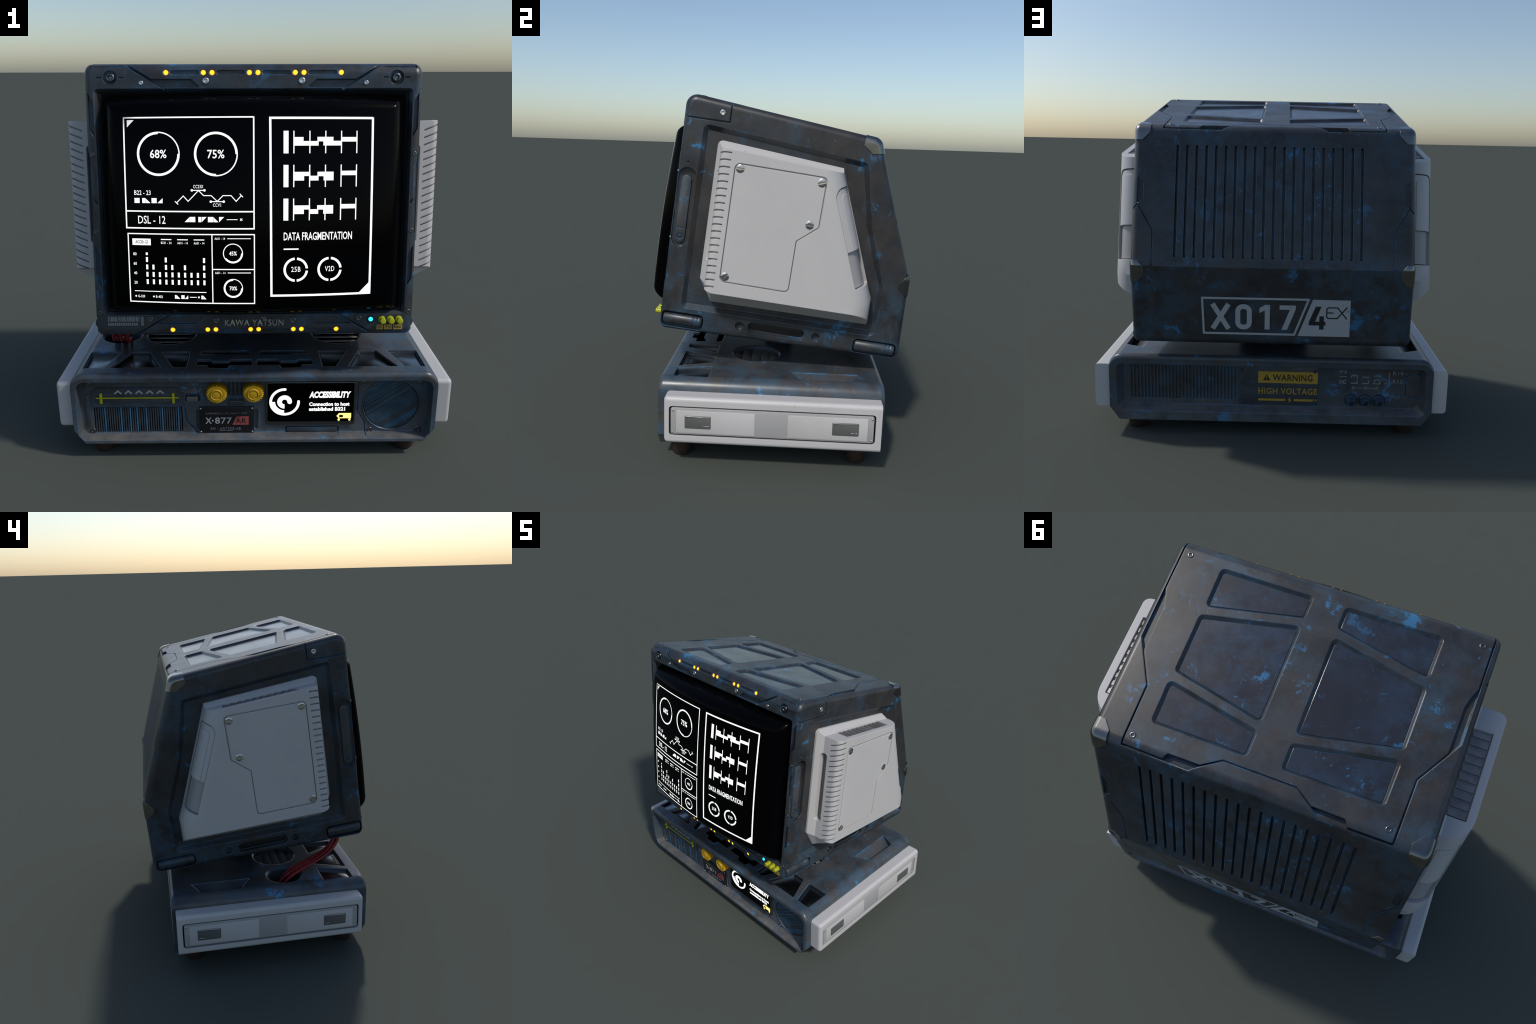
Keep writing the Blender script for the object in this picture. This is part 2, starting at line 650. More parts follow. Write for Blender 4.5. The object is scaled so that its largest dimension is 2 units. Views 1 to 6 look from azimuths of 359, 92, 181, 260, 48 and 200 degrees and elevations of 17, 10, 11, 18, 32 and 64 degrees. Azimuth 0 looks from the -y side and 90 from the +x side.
# ------------------------------------------------------------------ the thing
root = bpy.data.objects.new("desktop_computer", None)
COL.objects.link(root)
root["label"] = "worn dark sci-fi desktop computer with tilted CRT monitor"
root["category"] = "desktop computer"

# the monitor is tilted back: local x right, y into the case, z up along the front
TILT = math.radians(6.85)
MON = Matrix.Translation((0, -0.609, 0.7225)) @ Matrix.Rotation(-TILT, 4, "X")

# ================================================================== MONITOR HOUSING
W = 0.750          # half width
PROFILE = [(0.0, -0.0320), (1.303, -0.001), (1.283, 0.437), (1.0064, 1.1324), (0.0, 1.220)]
P_RAD = [0.040, 0.045, 0.012, 0.055, 0.058]
TOP = lambda y: 1.220 - 0.0868 * y                     # height of the top plane
BACK = lambda z: 1.0769 + (0.9549 - z) * 0.3972        # depth of the upper back plane
LOW = lambda z: 1.283 + (0.437 - z) * 0.0457           # depth of the lower back plane

body = prism(PROFILE, P_RAD, "X", -W, W, 0.035, 0.035, seg=8, eseg=6)

cuts = []
# screen opening: bevelled lip, then a deep straight wall
def opening(inset):
    return rounded(rect(-0.706, 0.706, 0.074, 1.104), 0.018, inset, 4)
cuts.append(loft([[(p.x, y, p.y) for p in opening(i)] for y, i in ((-0.08, -0.064), (0.0, 0.0), (0.014, 0.012), (0.018, 0.013), (0.10, 0.016), (0.27, 0.016))]))

# recess of each side wall with sloped rim
SIDE = [(0.105, 0.098), (1.150, 0.106), (1.160, 0.372), (1.040, 0.680), (0.965, 1.005), (0.105, 1.078)]
def side_recess(s):
    L = []
    for x, i in ((0.80, -0.045), (0.752, 0.0), (0.7255, 0.026)):
        L.append([(s * x, p.x, p.y) for p in rounded(SIDE, 0.03, i, 4)])
    return loft(L)
cuts.append([side_recess(1), side_recess(-1)])

g = []
for s in (1, -1):
    X = lambda x: s * x
    # upright grip slot on the front part of the side
    g.append(prism(*stadium(0.008, 0.104, 0.430, 0.845), "X", X(0.80), X(0.728), seg=10))
    # holes and slot along the bottom rail
    g.append(cyl(0.434, 0.051, 0.0225, "X", X(0.80), X(0.728), n=24))
    g.append(cyl(0.846, 0.054, 0.0225, "X", X(0.80), X(0.728), n=24))
    g.append(prism(*stadium(0.480, 0.788, 0.026, 0.083), "X", X(0.80), X(0.722), seg=10))
    # bumper bays
    g.append(prism(rect(0.012, 0.238, -0.012, 0.074), 0.026, "X", X(0.80), X(0.715), seg=6))
    g.append(prism(rect(1.048, 1.280, 0.004, 0.084), 0.026, "X", X(0.80), X(0.715), seg=6))
    g.append(cyl(0.053, 0.872, 0.006, "X", X(0.80), X(0.74), n=12))
cuts.append(g)
g = []
for s in (1, -1):
    X = lambda x: s * x
    # corner cap seams on side
    g.append(groove([(-0.02, 1.0975), (0.2375, 1.0995), (0.2375, 1.26)], 0.0065, lambda p: (X(0.80), p.x, p.y), lambda p: (X(0.738), p.x, p.y)))
    # front face: corner plate seams, pockets, screw wells
    g.append(groove([(0.583, 1.222), (0.551, 1.199), (0.392, 1.102)], 0.010, lambda p: (X(p.x), -0.05, p.y), lambda p: (X(p.x), 0.012 + max(0, p.y - 1.165) * 0.42, p.y)))
    g.append(poly_bm([(X(0.415), 1.1085), (X(0.2420), 1.1085), (X(0.2400), 1.1130), (X(0.2780), 1.1440), (X(0.4560), 1.1440)], lambda u, v, d: (u, -0.05 + 0.068 * d, v)))
    g.append(groove([(0.400, 0.072), (0.4140, 0.0650), (0.5450, -0.0140), (0.575, -0.034)], 0.008, lambda p: (X(p.x), -0.05, p.y), lambda p: (X(p.x), 0.010 + max(0, 0.02 - p.y) * 0.5, p.y)))
    g.append(poly_bm([(X(0.2480), 0.0590), (X(0.405), 0.0625), (X(0.4550), 0.0290), (X(0.2800), 0.0290)], lambda u, v, d: (u, -0.05 + 0.064 * d, v)))
    g.append(cyl(X(0.6315), 1.1505, 0.031, "Y", -0.05, 0.014, n=28))
    for a, b in ((0.573, 0.5955), (0.6675, 0.690)):
        g.append(groove([(a, 1.1505), (b, 1.1505)], 0.0045, lambda p: (X(p.x), -0.05, p.y), lambda p: (X(p.x), 0.005, p.y)))
    g.append(groove([(0.572, 1.1975), (0.712, 1.1975)], 0.006, lambda p: (X(p.x), -0.05, p.y), lambda p: (X(p.x), 0.021, p.y)))
    # pockets along the upright bars of the front
    for z in (1.035, 0.730, 0.350):
        g.append(poly_bm([(X(0.7345), z + 0.050), (X(0.7115), z + 0.012), (X(0.7110), z - 0.140), (X(0.7340), z - 0.105)], lambda u, v, d: (u, -0.05 + 0.068 * d, v)))
# slots between the lamps
LAMPS = (-0.3865, -0.2217, -0.1833, -0.0189, 0.0189, 0.1833, 0.2217, 0.3865)
for a, b in zip(LAMPS[0::2], LAMPS[1::2]):
    g.append(prism(*stadium(a + 0.0185, b - 0.0205, 1.1630, 1.1820), "Y", -0.05, 0.012, seg=6))
    g.append(prism(*stadium(a + 0.0185, b - 0.0205, -0.0070, 0.0060), "Y", -0.05, 0.015, seg=6))
for x in LAMPS:
    g.append(cyl(x, 1.1728, 0.0122, "Y", -0.05, 0.013, n=20))
    g.append(cyl(x, 0.0, 0.0122, "Y", -0.05, 0.014, n=20))
cuts.append(g)
g = []
# top: seam of the top plate, side and rear pockets
half = [(0.7195, 0.012), (0.7165, 0.527), (0.5985, 0.728), (0.5930, 1.003), (0.2856, 1.006), (0.1616, 0.925)]
seam = half + [(-x, y) for x, y in half[::-1]]
dep = lambda y: 0.007 + max(0.0, y - 0.955) * 0.42 + max(0.0, 0.05 - y) * 0.55
g.append(groove(seam, 0.0075, lambda p: (p.x, p.y, TOP(p.y) + 0.05), lambda p: (p.x, p.y, TOP(p.y) - dep(p.y))))
cuts.append(g)
g = []
for s in (1, -1):
    X = lambda x: s * x
    g.append(poly_bm([(X(0.7170), 0.270), (X(0.6960), 0.325), (X(0.6840), 0.370), (X(0.6815), 0.585), (X(0.7150), 0.527)], lambda u, v, d: (u, v, TOP(v) + 0.05 - 0.064 * d)))
    g.append(poly_bm([(X(0.4080), 1.0050), (X(0.3880), 0.9760), (X(0.2440), 0.9740), (X(0.2870), 1.0060)], lambda u, v, d: (u, v, TOP(v) + 0.05 - 0.078 * d)))
    # six recessed panels on top
    for quad in ([(0.072, 0.098), (0.516, 0.098), (0.512, 0.304), (0.072, 0.212)], [(0.073, 0.249), (0.517, 0.344), (0.515, 0.630), (0.074, 0.722)], [(0.074, 0.756), (0.520, 0.670), (0.515, 0.877), (0.074, 0.879)]):
        q = [(X(a), b) for a, b in quad]
        L = [[(p.x, p.y, TOP(p.y) + h) for p in rounded(q, 0.024, i, 5)] for h, i in ((0.05, -0.040), (0.0, 0.0), (-0.014, 0.013))]
        g.append(loft(L))
    # seams of the rear corners
    g.append(groove([(0.7600, 0.690), (0.7180, 0.742), (0.6365, 0.614), (0.6345, 0.440), (0.690, 0.412)], 0.005, lambda p: (X(p.x), BACK(p.y) + 0.05, p.y), lambda p: (X(p.x), BACK(p.y) - 0.006 - max(0, p.x - 0.715) * 0.4, p.y)))
    g.append(poly_bm([(X(0.722), 0.745), (X(0.691), 0.760), (X(0.690), 0.850), (X(0.722), 0.875)], lambda u, v, d: (u, BACK(v) + 0.05 - 0.060 * d, v)))
# twenty upright cooling slots in the back
for i in range(20):
    x = 0.5145 - i * (0.5145 + 0.4645) / 19
    o = lambda p: (p.x, BACK(p.y) + 0.05, p.y)
    q = lambda p: (p.x, BACK(p.y) - 0.024, p.y)
    g.append(groove([(x, 1.036), (x, 0.483)], 0.0135, o, q))
cuts.append(g)

body = boolean(body, cuts)
monitor = add("monitor_housing", body, DARK, root, weighted=True)
monitor.matrix_local = MON


def mon(name, bm, mat, **kw):
    return add(name, bm, mat, monitor, **kw)


# black bezel between the housing and the tube
def bez_ring(i):
    return rounded(rect(-0.706, 0.706, 0.074, 1.104), 0.018, i, 4)
bz = BM()
rows = [[bz.verts.new((p.x, y, p.y)) for p in bez_ring(i)] for y, i in ((0.030, 0.0125), (0.026, 0.0150), (0.030, 0.0185), (0.075, 0.0400), (0.090, 0.0400), (0.100, 0.0125))]
for k in range(len(rows)):
    a, b = rows[k], rows[(k + 1) % len(rows)]
    for i in range(len(a)):
        j = (i + 1) % len(a)
        bz.faces.new((a[i], a[j], b[j], b[i]))
mon("screen_bezel", bz, BEZEL)

# glossy panel floors on top
for s in (1, -1):
    for quad in ([(0.072, 0.098), (0.516, 0.098), (0.512, 0.304), (0.072, 0.212)], [(0.073, 0.249), (0.517, 0.344), (0.515, 0.630), (0.074, 0.722)], [(0.074, 0.756), (0.520, 0.670), (0.515, 0.877), (0.074, 0.879)]):
        q = [(s * a, b) for a, b in quad]
        L = [[(p.x, p.y, TOP(p.y) + h) for p in rounded(q, 0.024, 0.0142, 5)] for h in (-0.018, -0.0125)]
        L.append([(p.x, p.y, TOP(p.y) - 0.0115) for p in rounded(q, 0.024, 0.0155, 5)])
        mon("top_panel", loft(L), DARK_PANEL)

# corner guards: pieces of a slightly larger body, cut off by planes
def guard(planes):
    b = BM()
    prism([(y + (0.004 if y > 0.5 else -0.004), z + 0.004) for y, z in PROFILE], P_RAD, "X", -W - 0.003, W + 0.003, 0.034, 0.034, seg=8, eseg=6, bm=b)
    for co, no in planes:
        r = bmesh.ops.bisect_plane(b, geom=b.verts[:] + b.edges[:] + b.faces[:], plane_co=co, plane_no=no, clear_outer=True)
        edges = [e for e in r["geom_cut"] if isinstance(e, bmesh.types.BMEdge)]
        bmesh.ops.edgeloop_fill(b, edges=edges)
    return b


upper = guard([((0.6620, 0, 0), (-1, 0, 0)), ((0, 0.928, 1.13), (0, -0.98, 0.10)), ((0, 1.03, 1.060), (0, 0.15, -1)),
               ((0, 0.950, 1.070), (0, -0.6, -0.8)), ((0.690, 0.940, 1.14), (-0.75, -0.66, 0)), ((0.700, 1.03, 1.064), (-0.72, 0.1, -0.69))])
lower = guard([((0.6750, 0, 0), (-1, 0, 0)), ((0, 1.229, 0.40), (0, -1, 0)), ((0, 1.277, 0.463), (0, 0.60, 0.80)),
               ((0, 1.229, 0.412), (0, -0.78, 0.62)), ((0, 1.287, 0.350), (0, 0.42, -0.9)), ((0, 1.232, 0.385), (0, -0.62, -0.78)),
               ((0.700, 1.28, 0.458), (-0.75, 0.0, 0.66)), ((0.702, 1.287, 0.358), (-0.75, 0.0, -0.66))])
for b in (upper, lower):
    m = mirrored(b)
    mon("corner_guard", b, GUARD, weighted=True)
    mon("corner_guard", m, GUARD, weighted=True)

# bumpers, slot fittings
for s in (1, -1):
    for y0, y1, z in ((0.018, 0.232, 0.031), (1.054, 1.274, 0.044)):
        prof = [(y0 - 0.0, 0.012), (y0 + 0.004, 0.030), (y0 + 0.012, 0.034)]
        mid = y0 + (y1 - y0) * 0.76
        prof += [(mid, 0.034), (mid + 0.002, 0.0315), (mid + 0.008, 0.0315), (mid + 0.010, 0.034), (mid + 0.022, 0.034), (mid + 0.024, 0.0315), (mid + 0.028, 0.034), (y1 - 0.012, 0.034), (y1 - 0.004, 0.030), (y1, 0.012)]
        L = [[(s * (0.722 + r * math.cos(2 * PI * k / 28)), y, z + r * math.sin(2 * PI * k / 28)) for k in range(28)] for y, r in prof]
        mon("bumper", loft(L), DARK, angle=50)
    bar = prism(*stadium(0.0265, 0.0800, 0.447, 0.805), "X", s * 0.720, s * 0.7385, 0, 0.004, seg=10, eseg=2)
    bar = boolean(bar, [[cyl(0.054, 0.484, 0.0165, "X", s * 0.78, s * 0.734, n=24), box(min(s * 0.736, s * 0.78), max(s * 0.736, s * 0.78), 0.02, 0.09, 0.524, 0.5275, axis="X")]])
    mon("slot_bar", bar, DARK_FRONT)
    mon("slot_button", cyl(0.054, 0.484, 0.0125, "X", s * 0.730, s * 0.7370, 0.002, n=24), DARK)
    for a, b, z0, z1 in ((0.487, 0.781, 0.033, 0.076),):
        mon("rail_slot_plate", prism(*stadium(a, b, z0, z1), "X", s * 0.715, s * 0.7245, 0, 0.002, seg=8), BLACK)

# ---- screws (one mesh for each kind, shared)
def bolt_mesh(r, h, socket=True):
    prof = [(r, -0.004), (r, h * 0.45), (r * 0.93, h * 0.8), (r * 0.78, h), (r * 0.56, h)]
    if socket:
        prof += [(r * 0.48, h * 0.85), (r * 0.42, h * 0.15), (r * 0.2, h * 0.1)]
    return finish_mesh(revolve(prof, 24), "bolt", 40)


def slotted_mesh(r, h):
    b = revolve([(r, -0.006), (r, h * 0.6), (r * 0.93, h * 0.95), (r * 0.6, h * 1.05), (r * 0.1, h * 1.08)], 28)
    b = boolean(b, [box(-0.05, 0.05, -r * 0.19, r * 0.19, h * 0.2, 0.05)])
    return finish_mesh(b, "slotted_screw", 40)


BOLT_S = bolt_mesh(0.0105, 0.0035)
BOLT_M = bolt_mesh(0.0150, 0.0042)
BOLT_L = bolt_mesh(0.0205, 0.012)
SLOTTED = slotted_mesh(0.0208, 0.0036)
RIVET = finish_mesh(revolve([(0.0052, -0.003), (0.0052, 0.0012), (0.0042, 0.003), (0.002, 0.0040), (0.0005, 0.0042)], 14), "rivet", 60)


def put(name, mesh, mat, parent, pos, normal, spin=0.0):
    m = frame(pos, normal) @ Matrix.Rotation(spin, 4, "Z")
    return new_obj(name, mesh, mat, parent, m)


nt = (0, 0.0865, 0.9962)
for s in (1, -1):
    put("bolt", BOLT_L, STEEL, monitor, (s * 0.6315, 0.013, 1.1505), (0, -1, 0))
    put("bolt", BOLT_S, CHROME, monitor, (s * 0.4965, 0.0, 1.1280), (0, -1, 0))
    put("bolt", BOLT_M, CHROME, monitor, (s * 0.2120, 0.0, 1.1368), (0, -1, 0))
    put("bolt", BOLT_M, STEEL, monitor, (s * 0.4905, 0.0, 0.0540), (0, -1, 0))
    put("bolt", BOLT_M, STEEL, monitor, (s * 0.1805, 0.0, 0.0443), (0, -1, 0))
    for z in (0.8180, 0.4680, 0.0850):
        put("bolt", BOLT_S, STEEL, monitor, (s * 0.7235, 0.0020, z), (s * 0.12, -1, 0))
    put("bolt", BOLT_M, CHROME, monitor, (s * 0.7500, 0.195, 1.142), (s, 0, 0))
    put("bolt", BOLT_M, STEEL, monitor, (s * 0.6760, 0.084, TOP(0.084) - 0.0012), nt, 0.4)
    put("bolt", BOLT_M, STEEL, monitor, (s * 0.5600, 0.955, TOP(0.955) - 0.0015), nt, 0.9)

# ---- lamps
LAMP_MESH = finish_mesh(revolve([(0.0108, -0.014), (0.0108, 0.0015), (0.0085, 0.0045), (0.0045, 0.0060), (0.0008, 0.0064)], 20), "lamp", 60)
for x in LAMPS:
    put("lamp", LAMP_MESH, LAMP, monitor, (x, 0.0080, 1.1728), (0, -1, 0))
    put("lamp", LAMP_MESH, LAMP, monitor, (x, 0.0095, 0.0000), (0, -1, -0.10))

# ---- indicator, buttons, tags
mon("indicator_light", cyl(0.5478, 0.0487, 0.0105, "Y", 0.01, -0.006, 0.003, n=24), CYAN)
mon("indicator_ring", arc_bm(0.5478, 0.0487, 0.0112, 0.0185, 0, 360, lambda u, v, d: (u, 0.004 - 0.0065 * d, v), n=32), BLACK)
for x in (0.6010, 0.6410, 0.6810):
    b = cyl(x, 0.0460, 0.0138, "Y", 0.01, -0.034, 0.003, n=24)
    merge(b, cyl(x - 0.001, 0.0480, 0.0165, "Y", 0.01, -0.007, 0.002, n=24))
    mon("button", b, LIME)
front = lambda u, v, d: (u, 0.001 - 0.0022 * d, v)
front2 = lambda u, v, d: (u, 0.0 - 0.0024 * d, v)
for (a, b), t in zip(((0.577, 0.607), (0.6125, 0.6500), (0.6555, 0.6985)), ("SR", "TV", "NAV")):
    mon("button_tag", poly_bm(rect(a, b, -0.0015, 0.0215), lambda u, v, d: (u, 0.012 - 0.0135 * d, v)), AMBER_PRINT)
    mon("tag_lettering", text_bm(t, a + 0.005, b - 0.005, 0.003, 0.017, lambda u, v, d: (u, 0.0 - 0.0024 * d, v)), DARK_PRINT)
# maker's lettering
b = text_bm("KAWA YATSUN", -0.140, 0.136, 0.0195, 0.0505, lambda u, v, d: (u, 0.002 - 0.0065 * d, v), bold=0.012, spacing=1.12)
merge(b, poly_bm(rect(0.0315, 0.0530, 0.0550, 0.0590), lambda u, v, d: (u, 0.002 - 0.0055 * d, v)))
mon("maker_lettering", b, CHROME)
# bar code label
b = BM()
x = -0.688
rng = random.Random(4)
while x < -0.545:
    w = rng.choice((0.002, 0.004, 0.006, 0.009))
    poly_bm(rect(x, x + w, 0.043, 0.067), front, b)
    x += w + rng.choice((0.0015, 0.0025, 0.004))
for i in range(14):
    poly_bm(rect(-0.690 + i * 0.0102, -0.683 + i * 0.0102, 0.0235, 0.0365), front, b)
for i in range(4):
    poly_bm(rect(-0.534, -0.522, 0.024 + i * 0.011, 0.0325 + i * 0.011), front, b)
mon("bar_label", b, PAINT_MID)

# ---- rear marking
rear = lambda u, v, d: (-u, LOW(v) - 0.0008 + 0.0026 * d, v)
b = strip_bm([(-0.369, 0.2685), (0.1965, 0.2700), (0.1235, 0.0705), (-0.362, 0.0705)], 0.0110, rear, closed=True, maxlen=2)
B = 0.0265   # stroke of the block figures
strip_bm([(-0.3140, 0.2365), (-0.2290, 0.0965)], B, rear, b, 2)
X2 = BM()
strip_bm([(-0.2290, 0.2365), (-0.3140, 0.0965)], B, lambda u, v, d: (-u, LOW(v) - 0.0008 + 0.0030 * d, v), X2, 2)
merge(b, X2)
o0 = rounded(rect(-0.1925, -0.1045, 0.0955, 0.2370), 0.040, 0.0, 8)
o1 = rounded(rect(-0.1925, -0.1045, 0.0955, 0.2370), 0.040, B, 8)
for i in range(len(o0)):
    j = (i + 1) % len(o0)
    poly_bm([tuple(o0[i]), tuple(o0[j]), tuple(o1[j]), tuple(o1[i])], rear, b)
poly_bm([(-0.0355, 0.0970), (-0.0085, 0.0970), (-0.0085, 0.2355), (-0.0330, 0.2355), (-0.0640, 0.2180), (-0.0640, 0.1900), (-0.0355, 0.2060)], rear, b)
poly_bm([(0.0430, 0.2355), (0.1290, 0.2355), (0.1290, 0.2140), (0.0840, 0.0970), (0.0545, 0.0970), (0.0980, 0.2115), (0.0430, 0.2115)], rear, b)
merge(b, poly_bm([(0.2190, 0.2700), (0.4188, 0.2700), (0.4198, 0.0640), (0.1425, 0.0640)], rear))
mon("model_marking", b, PAINT)
rear2 = lambda u, v, d: (-u, LOW(v) + 0.0010 + 0.0016 * d, v)
b = poly_bm([(0.2350, 0.2330), (0.2650, 0.2330), (0.2330, 0.1480), (0.2560, 0.1480), (0.2560, 0.1790), (0.2800, 0.1790), (0.2800, 0.1480), (0.2890, 0.1480), (0.2890, 0.1270), (0.2800, 0.1270), (0.2800, 0.1040), (0.2560, 0.1040), (0.2560, 0.1270), (0.2000, 0.1270), (0.2000, 0.1440)], rear2)
strip_bm([(0.338, 0.228), (0.302, 0.228), (0.294, 0.220), (0.294, 0.176), (0.302, 0.168), (0.350, 0.168), (0.402, 0.232)], 0.0065, rear2, b, maxlen=1)
strip_bm([(0.338, 0.228), (0.352, 0.228), (0.402, 0.165)], 0.0065, rear2, b, maxlen=1)
strip_bm([(0.296, 0.199), (0.330, 0.199)], 0.0065, rear2, b, maxlen=1)
mon("model_marking_dark", b, DARK_PRINT)

# ================================================================== SCREEN
def crt(x, z):
    return -0.1435 + 0.18 * x * x + 0.06 * (z - 0.35) ** 2


SX, SZ0, SZ1, ROLL, FALL = 0.6840, 0.0880, 1.0820, 0.075, 0.150


def dense(a, b):
    """parameter positions, dense near both ends"""
    e = [ROLL * (1 - math.cos(t / 12 * PI / 2)) for t in range(12)]
    inner = [a + ROLL + (b - a - 2 * ROLL) * i / 36 for i in range(37)]
    return [a + v for v in e] + inner + [b - v for v in e[::-1]]


xs, zs = dense(-SX, SX), dense(SZ0, SZ1)
bm = BM()
grid = []
for z in zs:
    row = []
    for x in xs:
        tx = max(0.0, 1 - (SX - abs(x)) / ROLL)
        tz = max(0.0, 1 - min(z - SZ0, SZ1 - z) / ROLL)
        t = min(1.0, (tx ** 7 + tz ** 7) ** (1 / 7))
        row.append(bm.verts.new((x, crt(x, z) + FALL * (1 - math.sqrt(max(0.0, 1 - t * t))), z)))
    grid.append(row)
for a, b in zip(grid, grid[1:]):
    for i in range(len(a) - 1):
        bm.faces.new((a[i], a[i + 1], b[i + 1], b[i]))
rim = [grid[0][i] for i in range(len(xs))] + [r[-1] for r in grid[1:]] + [grid[-1][i] for i in range(len(xs) - 2, -1, -1)] + [r[0] for r in grid[-2:0:-1]]
backs = [bm.verts.new((v.co.x, 0.2650, v.co.z)) for v in rim]
for i in range(len(rim)):
    j = (i + 1) % len(rim)
    bm.faces.new((rim[i], backs[i], backs[j], rim[j]))
bm.faces.new(backs)
screen = add("screen", bm, GLASS, root, angle=60, mw=MON)

G = BM()
scr = lambda u, v, d: (u, crt(u, v) - 0.00045 * d + 0.00015, v)


def line(*pts, w=0.0062, closed=False):
    strip_bm(pts, w, scr, G, 0.04, closed)


def words(t, x0, x1, z0, z1, bold=0.006, sp=1.0):
    merge(G, text_bm(t, x0, x1, z0, z1, scr, bold=bold, spacing=sp, res=2))


def fill(*pts):
    poly_bm(pts, scr, G)


def block(x0, x1, z0, z1):
    """solid bar, cut into short pieces along x"""
    n = max(1, math.ceil((x1 - x0) / 0.05))
    for i in range(n):
        fill(*rect(x0 + (x1 - x0) * i / n, x0 + (x1 - x0) * (i + 1) / n, z0, z1))


def dial(cx, cz, r, w_thin, w_thick, thin, label, lw, lh):
    """ring that is thin between two angles, thick over the rest, with a number inside"""
    a0, a1 = thin
    arc_bm(cx, cz, r - w_thin, r, a0, a1, scr, G, 64)
    arc_bm(cx, cz, r - w_thick, r, a1, a0 + 360, scr, G, 64)
    words(label, cx - lw / 2, cx + lw / 2, cz - lh / 2, cz + lh / 2, bold=0.014)


def glyphs(x, z0, z1, kinds):
    """row of solid squares, bars and triangles"""
    for k, x0, x1 in kinds:
        a, b = x + x0, x + x1
        if k == "q":
            fill((a, z0), (b, z0), (b, z1), (a, z1))
        elif k == "br":
            fill((a, z0), (b, z0), (b, z1))
        elif k == "bl":
            fill((a, z0), (b, z0), (a, z1))
        elif k == "tl":
            fill((a, z0), (b, z1), (a, z1))
        elif k == "ln":
            fill((a, (z0 + z1) / 2 - 0.0016), (b, (z0 + z1) / 2 - 0.0016), (b, (z0 + z1) / 2 + 0.0016), (a, (z0 + z1) / 2 + 0.0016))
        elif k == "x":
            m = (z0 + z1) / 2
            h = (b - a) / 2
            line((a, m - h), (b, m + h), w=0.0032)
            line((a, m + h), (b, m - h), w=0.0032)


# upper left window
line((-0.5665, 0.9755), (-0.002, 0.9755), (-0.002, 0.4990), (-0.5665, 0.4990), closed=True)
line((-0.5650, 0.5735), (-0.003, 0.5735))
fill((-0.552, 0.935), (-0.521, 0.9655), (-0.552, 0.9655))
dial(-0.4155, 0.8212, 0.0945, 0.0055, 0.0105, (0, 90), "68%", 0.073, 0.037)
dial(-0.1648, 0.8200, 0.0945, 0.0055, 0.0105, (270, 360), "75%", 0.074, 0.037)
words("B22 - 23", -0.527, -0.453, 0.644, 0.6645)
glyphs(-0.527, 0.609, 0.631, (("q", 0, 0.0235), ("q", 0.035, 0.0475), ("bl", 0.0490, 0.0720), ("q", 0.077, 0.1000), ("br", 0.103, 0.1265)))
line((-0.339, 0.611), (-0.309, 0.641), (-0.288, 0.618), (-0.242, 0.665), (-0.220, 0.643), (-0.187, 0.643), (-0.161, 0.618), (-0.136, 0.643), (-0.101, 0.643), (-0.079, 0.618), (-0.057, 0.643), w=0.0040)
line((-0.346, 0.618), (-0.332, 0.604), w=0.0040)
line((-0.0635, 0.651), (-0.050, 0.636), w=0.0040)
for a, b, z in ((-0.271, -0.216, 0.6655), (-0.189, -0.133, 0.617)):
    line((a, z), (b, z), w=0.0040)
    for x in (a, b):
        arc_bm(x, z, 0.0001, 0.0055, 0, 360, scr, G, 16)
words("CC23X", -0.265, -0.221, 0.6745, 0.6890, sp=1.1)
words("CCV1", -0.180, -0.145, 0.5945, 0.6095, sp=1.1)
words("DSL - 12", -0.513, -0.390, 0.5185, 0.5535)
glyphs(0, 0.5275, 0.5505, (("br", -0.305, -0.2825), ("q", -0.281, -0.258), ("q", -0.245, -0.2325), ("tl", -0.230, -0.2085), ("q", -0.203, -0.1805), ("bl", -0.179, -0.157), ("tl", -0.154, -0.132), ("ln", -0.121, -0.074), ("x", -0.0625, -0.053)))
# lower left window
line((-0.5615, 0.4735), (-0.001, 0.4735), (-0.001, 0.1640), (-0.5615, 0.1640), closed=True, w=0.0052)
line((-0.1865, 0.4735), (-0.1865, 0.1640), w=0.0048)
line((-0.1865, 0.3185), (-0.001, 0.3185), w=0.0048)
LB = BM()
block(-0.543, -0.459, 0.4225, 0.4520)
for x, t in ((-0.413, "B231 - 24"), (-0.340, "A631 - 14"), (-0.267, "A631 - 14")):
    line((x, 0.4495), (x + 0.047, 0.4495), w=0.0045)
    words(t, x, x + 0.047, 0.4295, 0.4400, sp=1.1)
for i, t in enumerate(("20", "40", "60", "80")):
    words(t, -0.541, -0.526, 0.2455 + i * 0.0434, 0.2590 + i * 0.0434)
for i, k in enumerate((5, 3, 2, 4, 3, 2, 3, 2, 2, 4)):
    x = -0.4790 + i * 0.02845
    for j in range(min(k, 4)):
        fill(*rect(x - 0.0047, x + 0.0047, 0.2465 + j * 0.0335, 0.2685 + j * 0.0335))
    if k == 5:
        fill(*rect(x - 0.0047, x + 0.0047, 0.3785, 0.3900))
line((-0.540, 0.2135), (-0.215, 0.2135), w=0.0036)
for x, t in ((-0.535, "G-320"), (-0.453, "B-402")):
    arc_bm(x, 0.1895, 0.0001, 0.0042, 0, 360, scr, G, 14)
    words(t, x + 0.0095, x + 0.041, 0.1835, 0.1955)
glyphs(0, 0.182, 0.199, (("q", -0.357, -0.350), ("bl", -0.349, -0.333), ("q", -0.328, -0.313), ("br", -0.312, -0.297), ("ln", -0.290, -0.259), ("x", -0.2525, -0.2455), ("q", -0.238, -0.230), ("bl", -0.229, -0.215)))
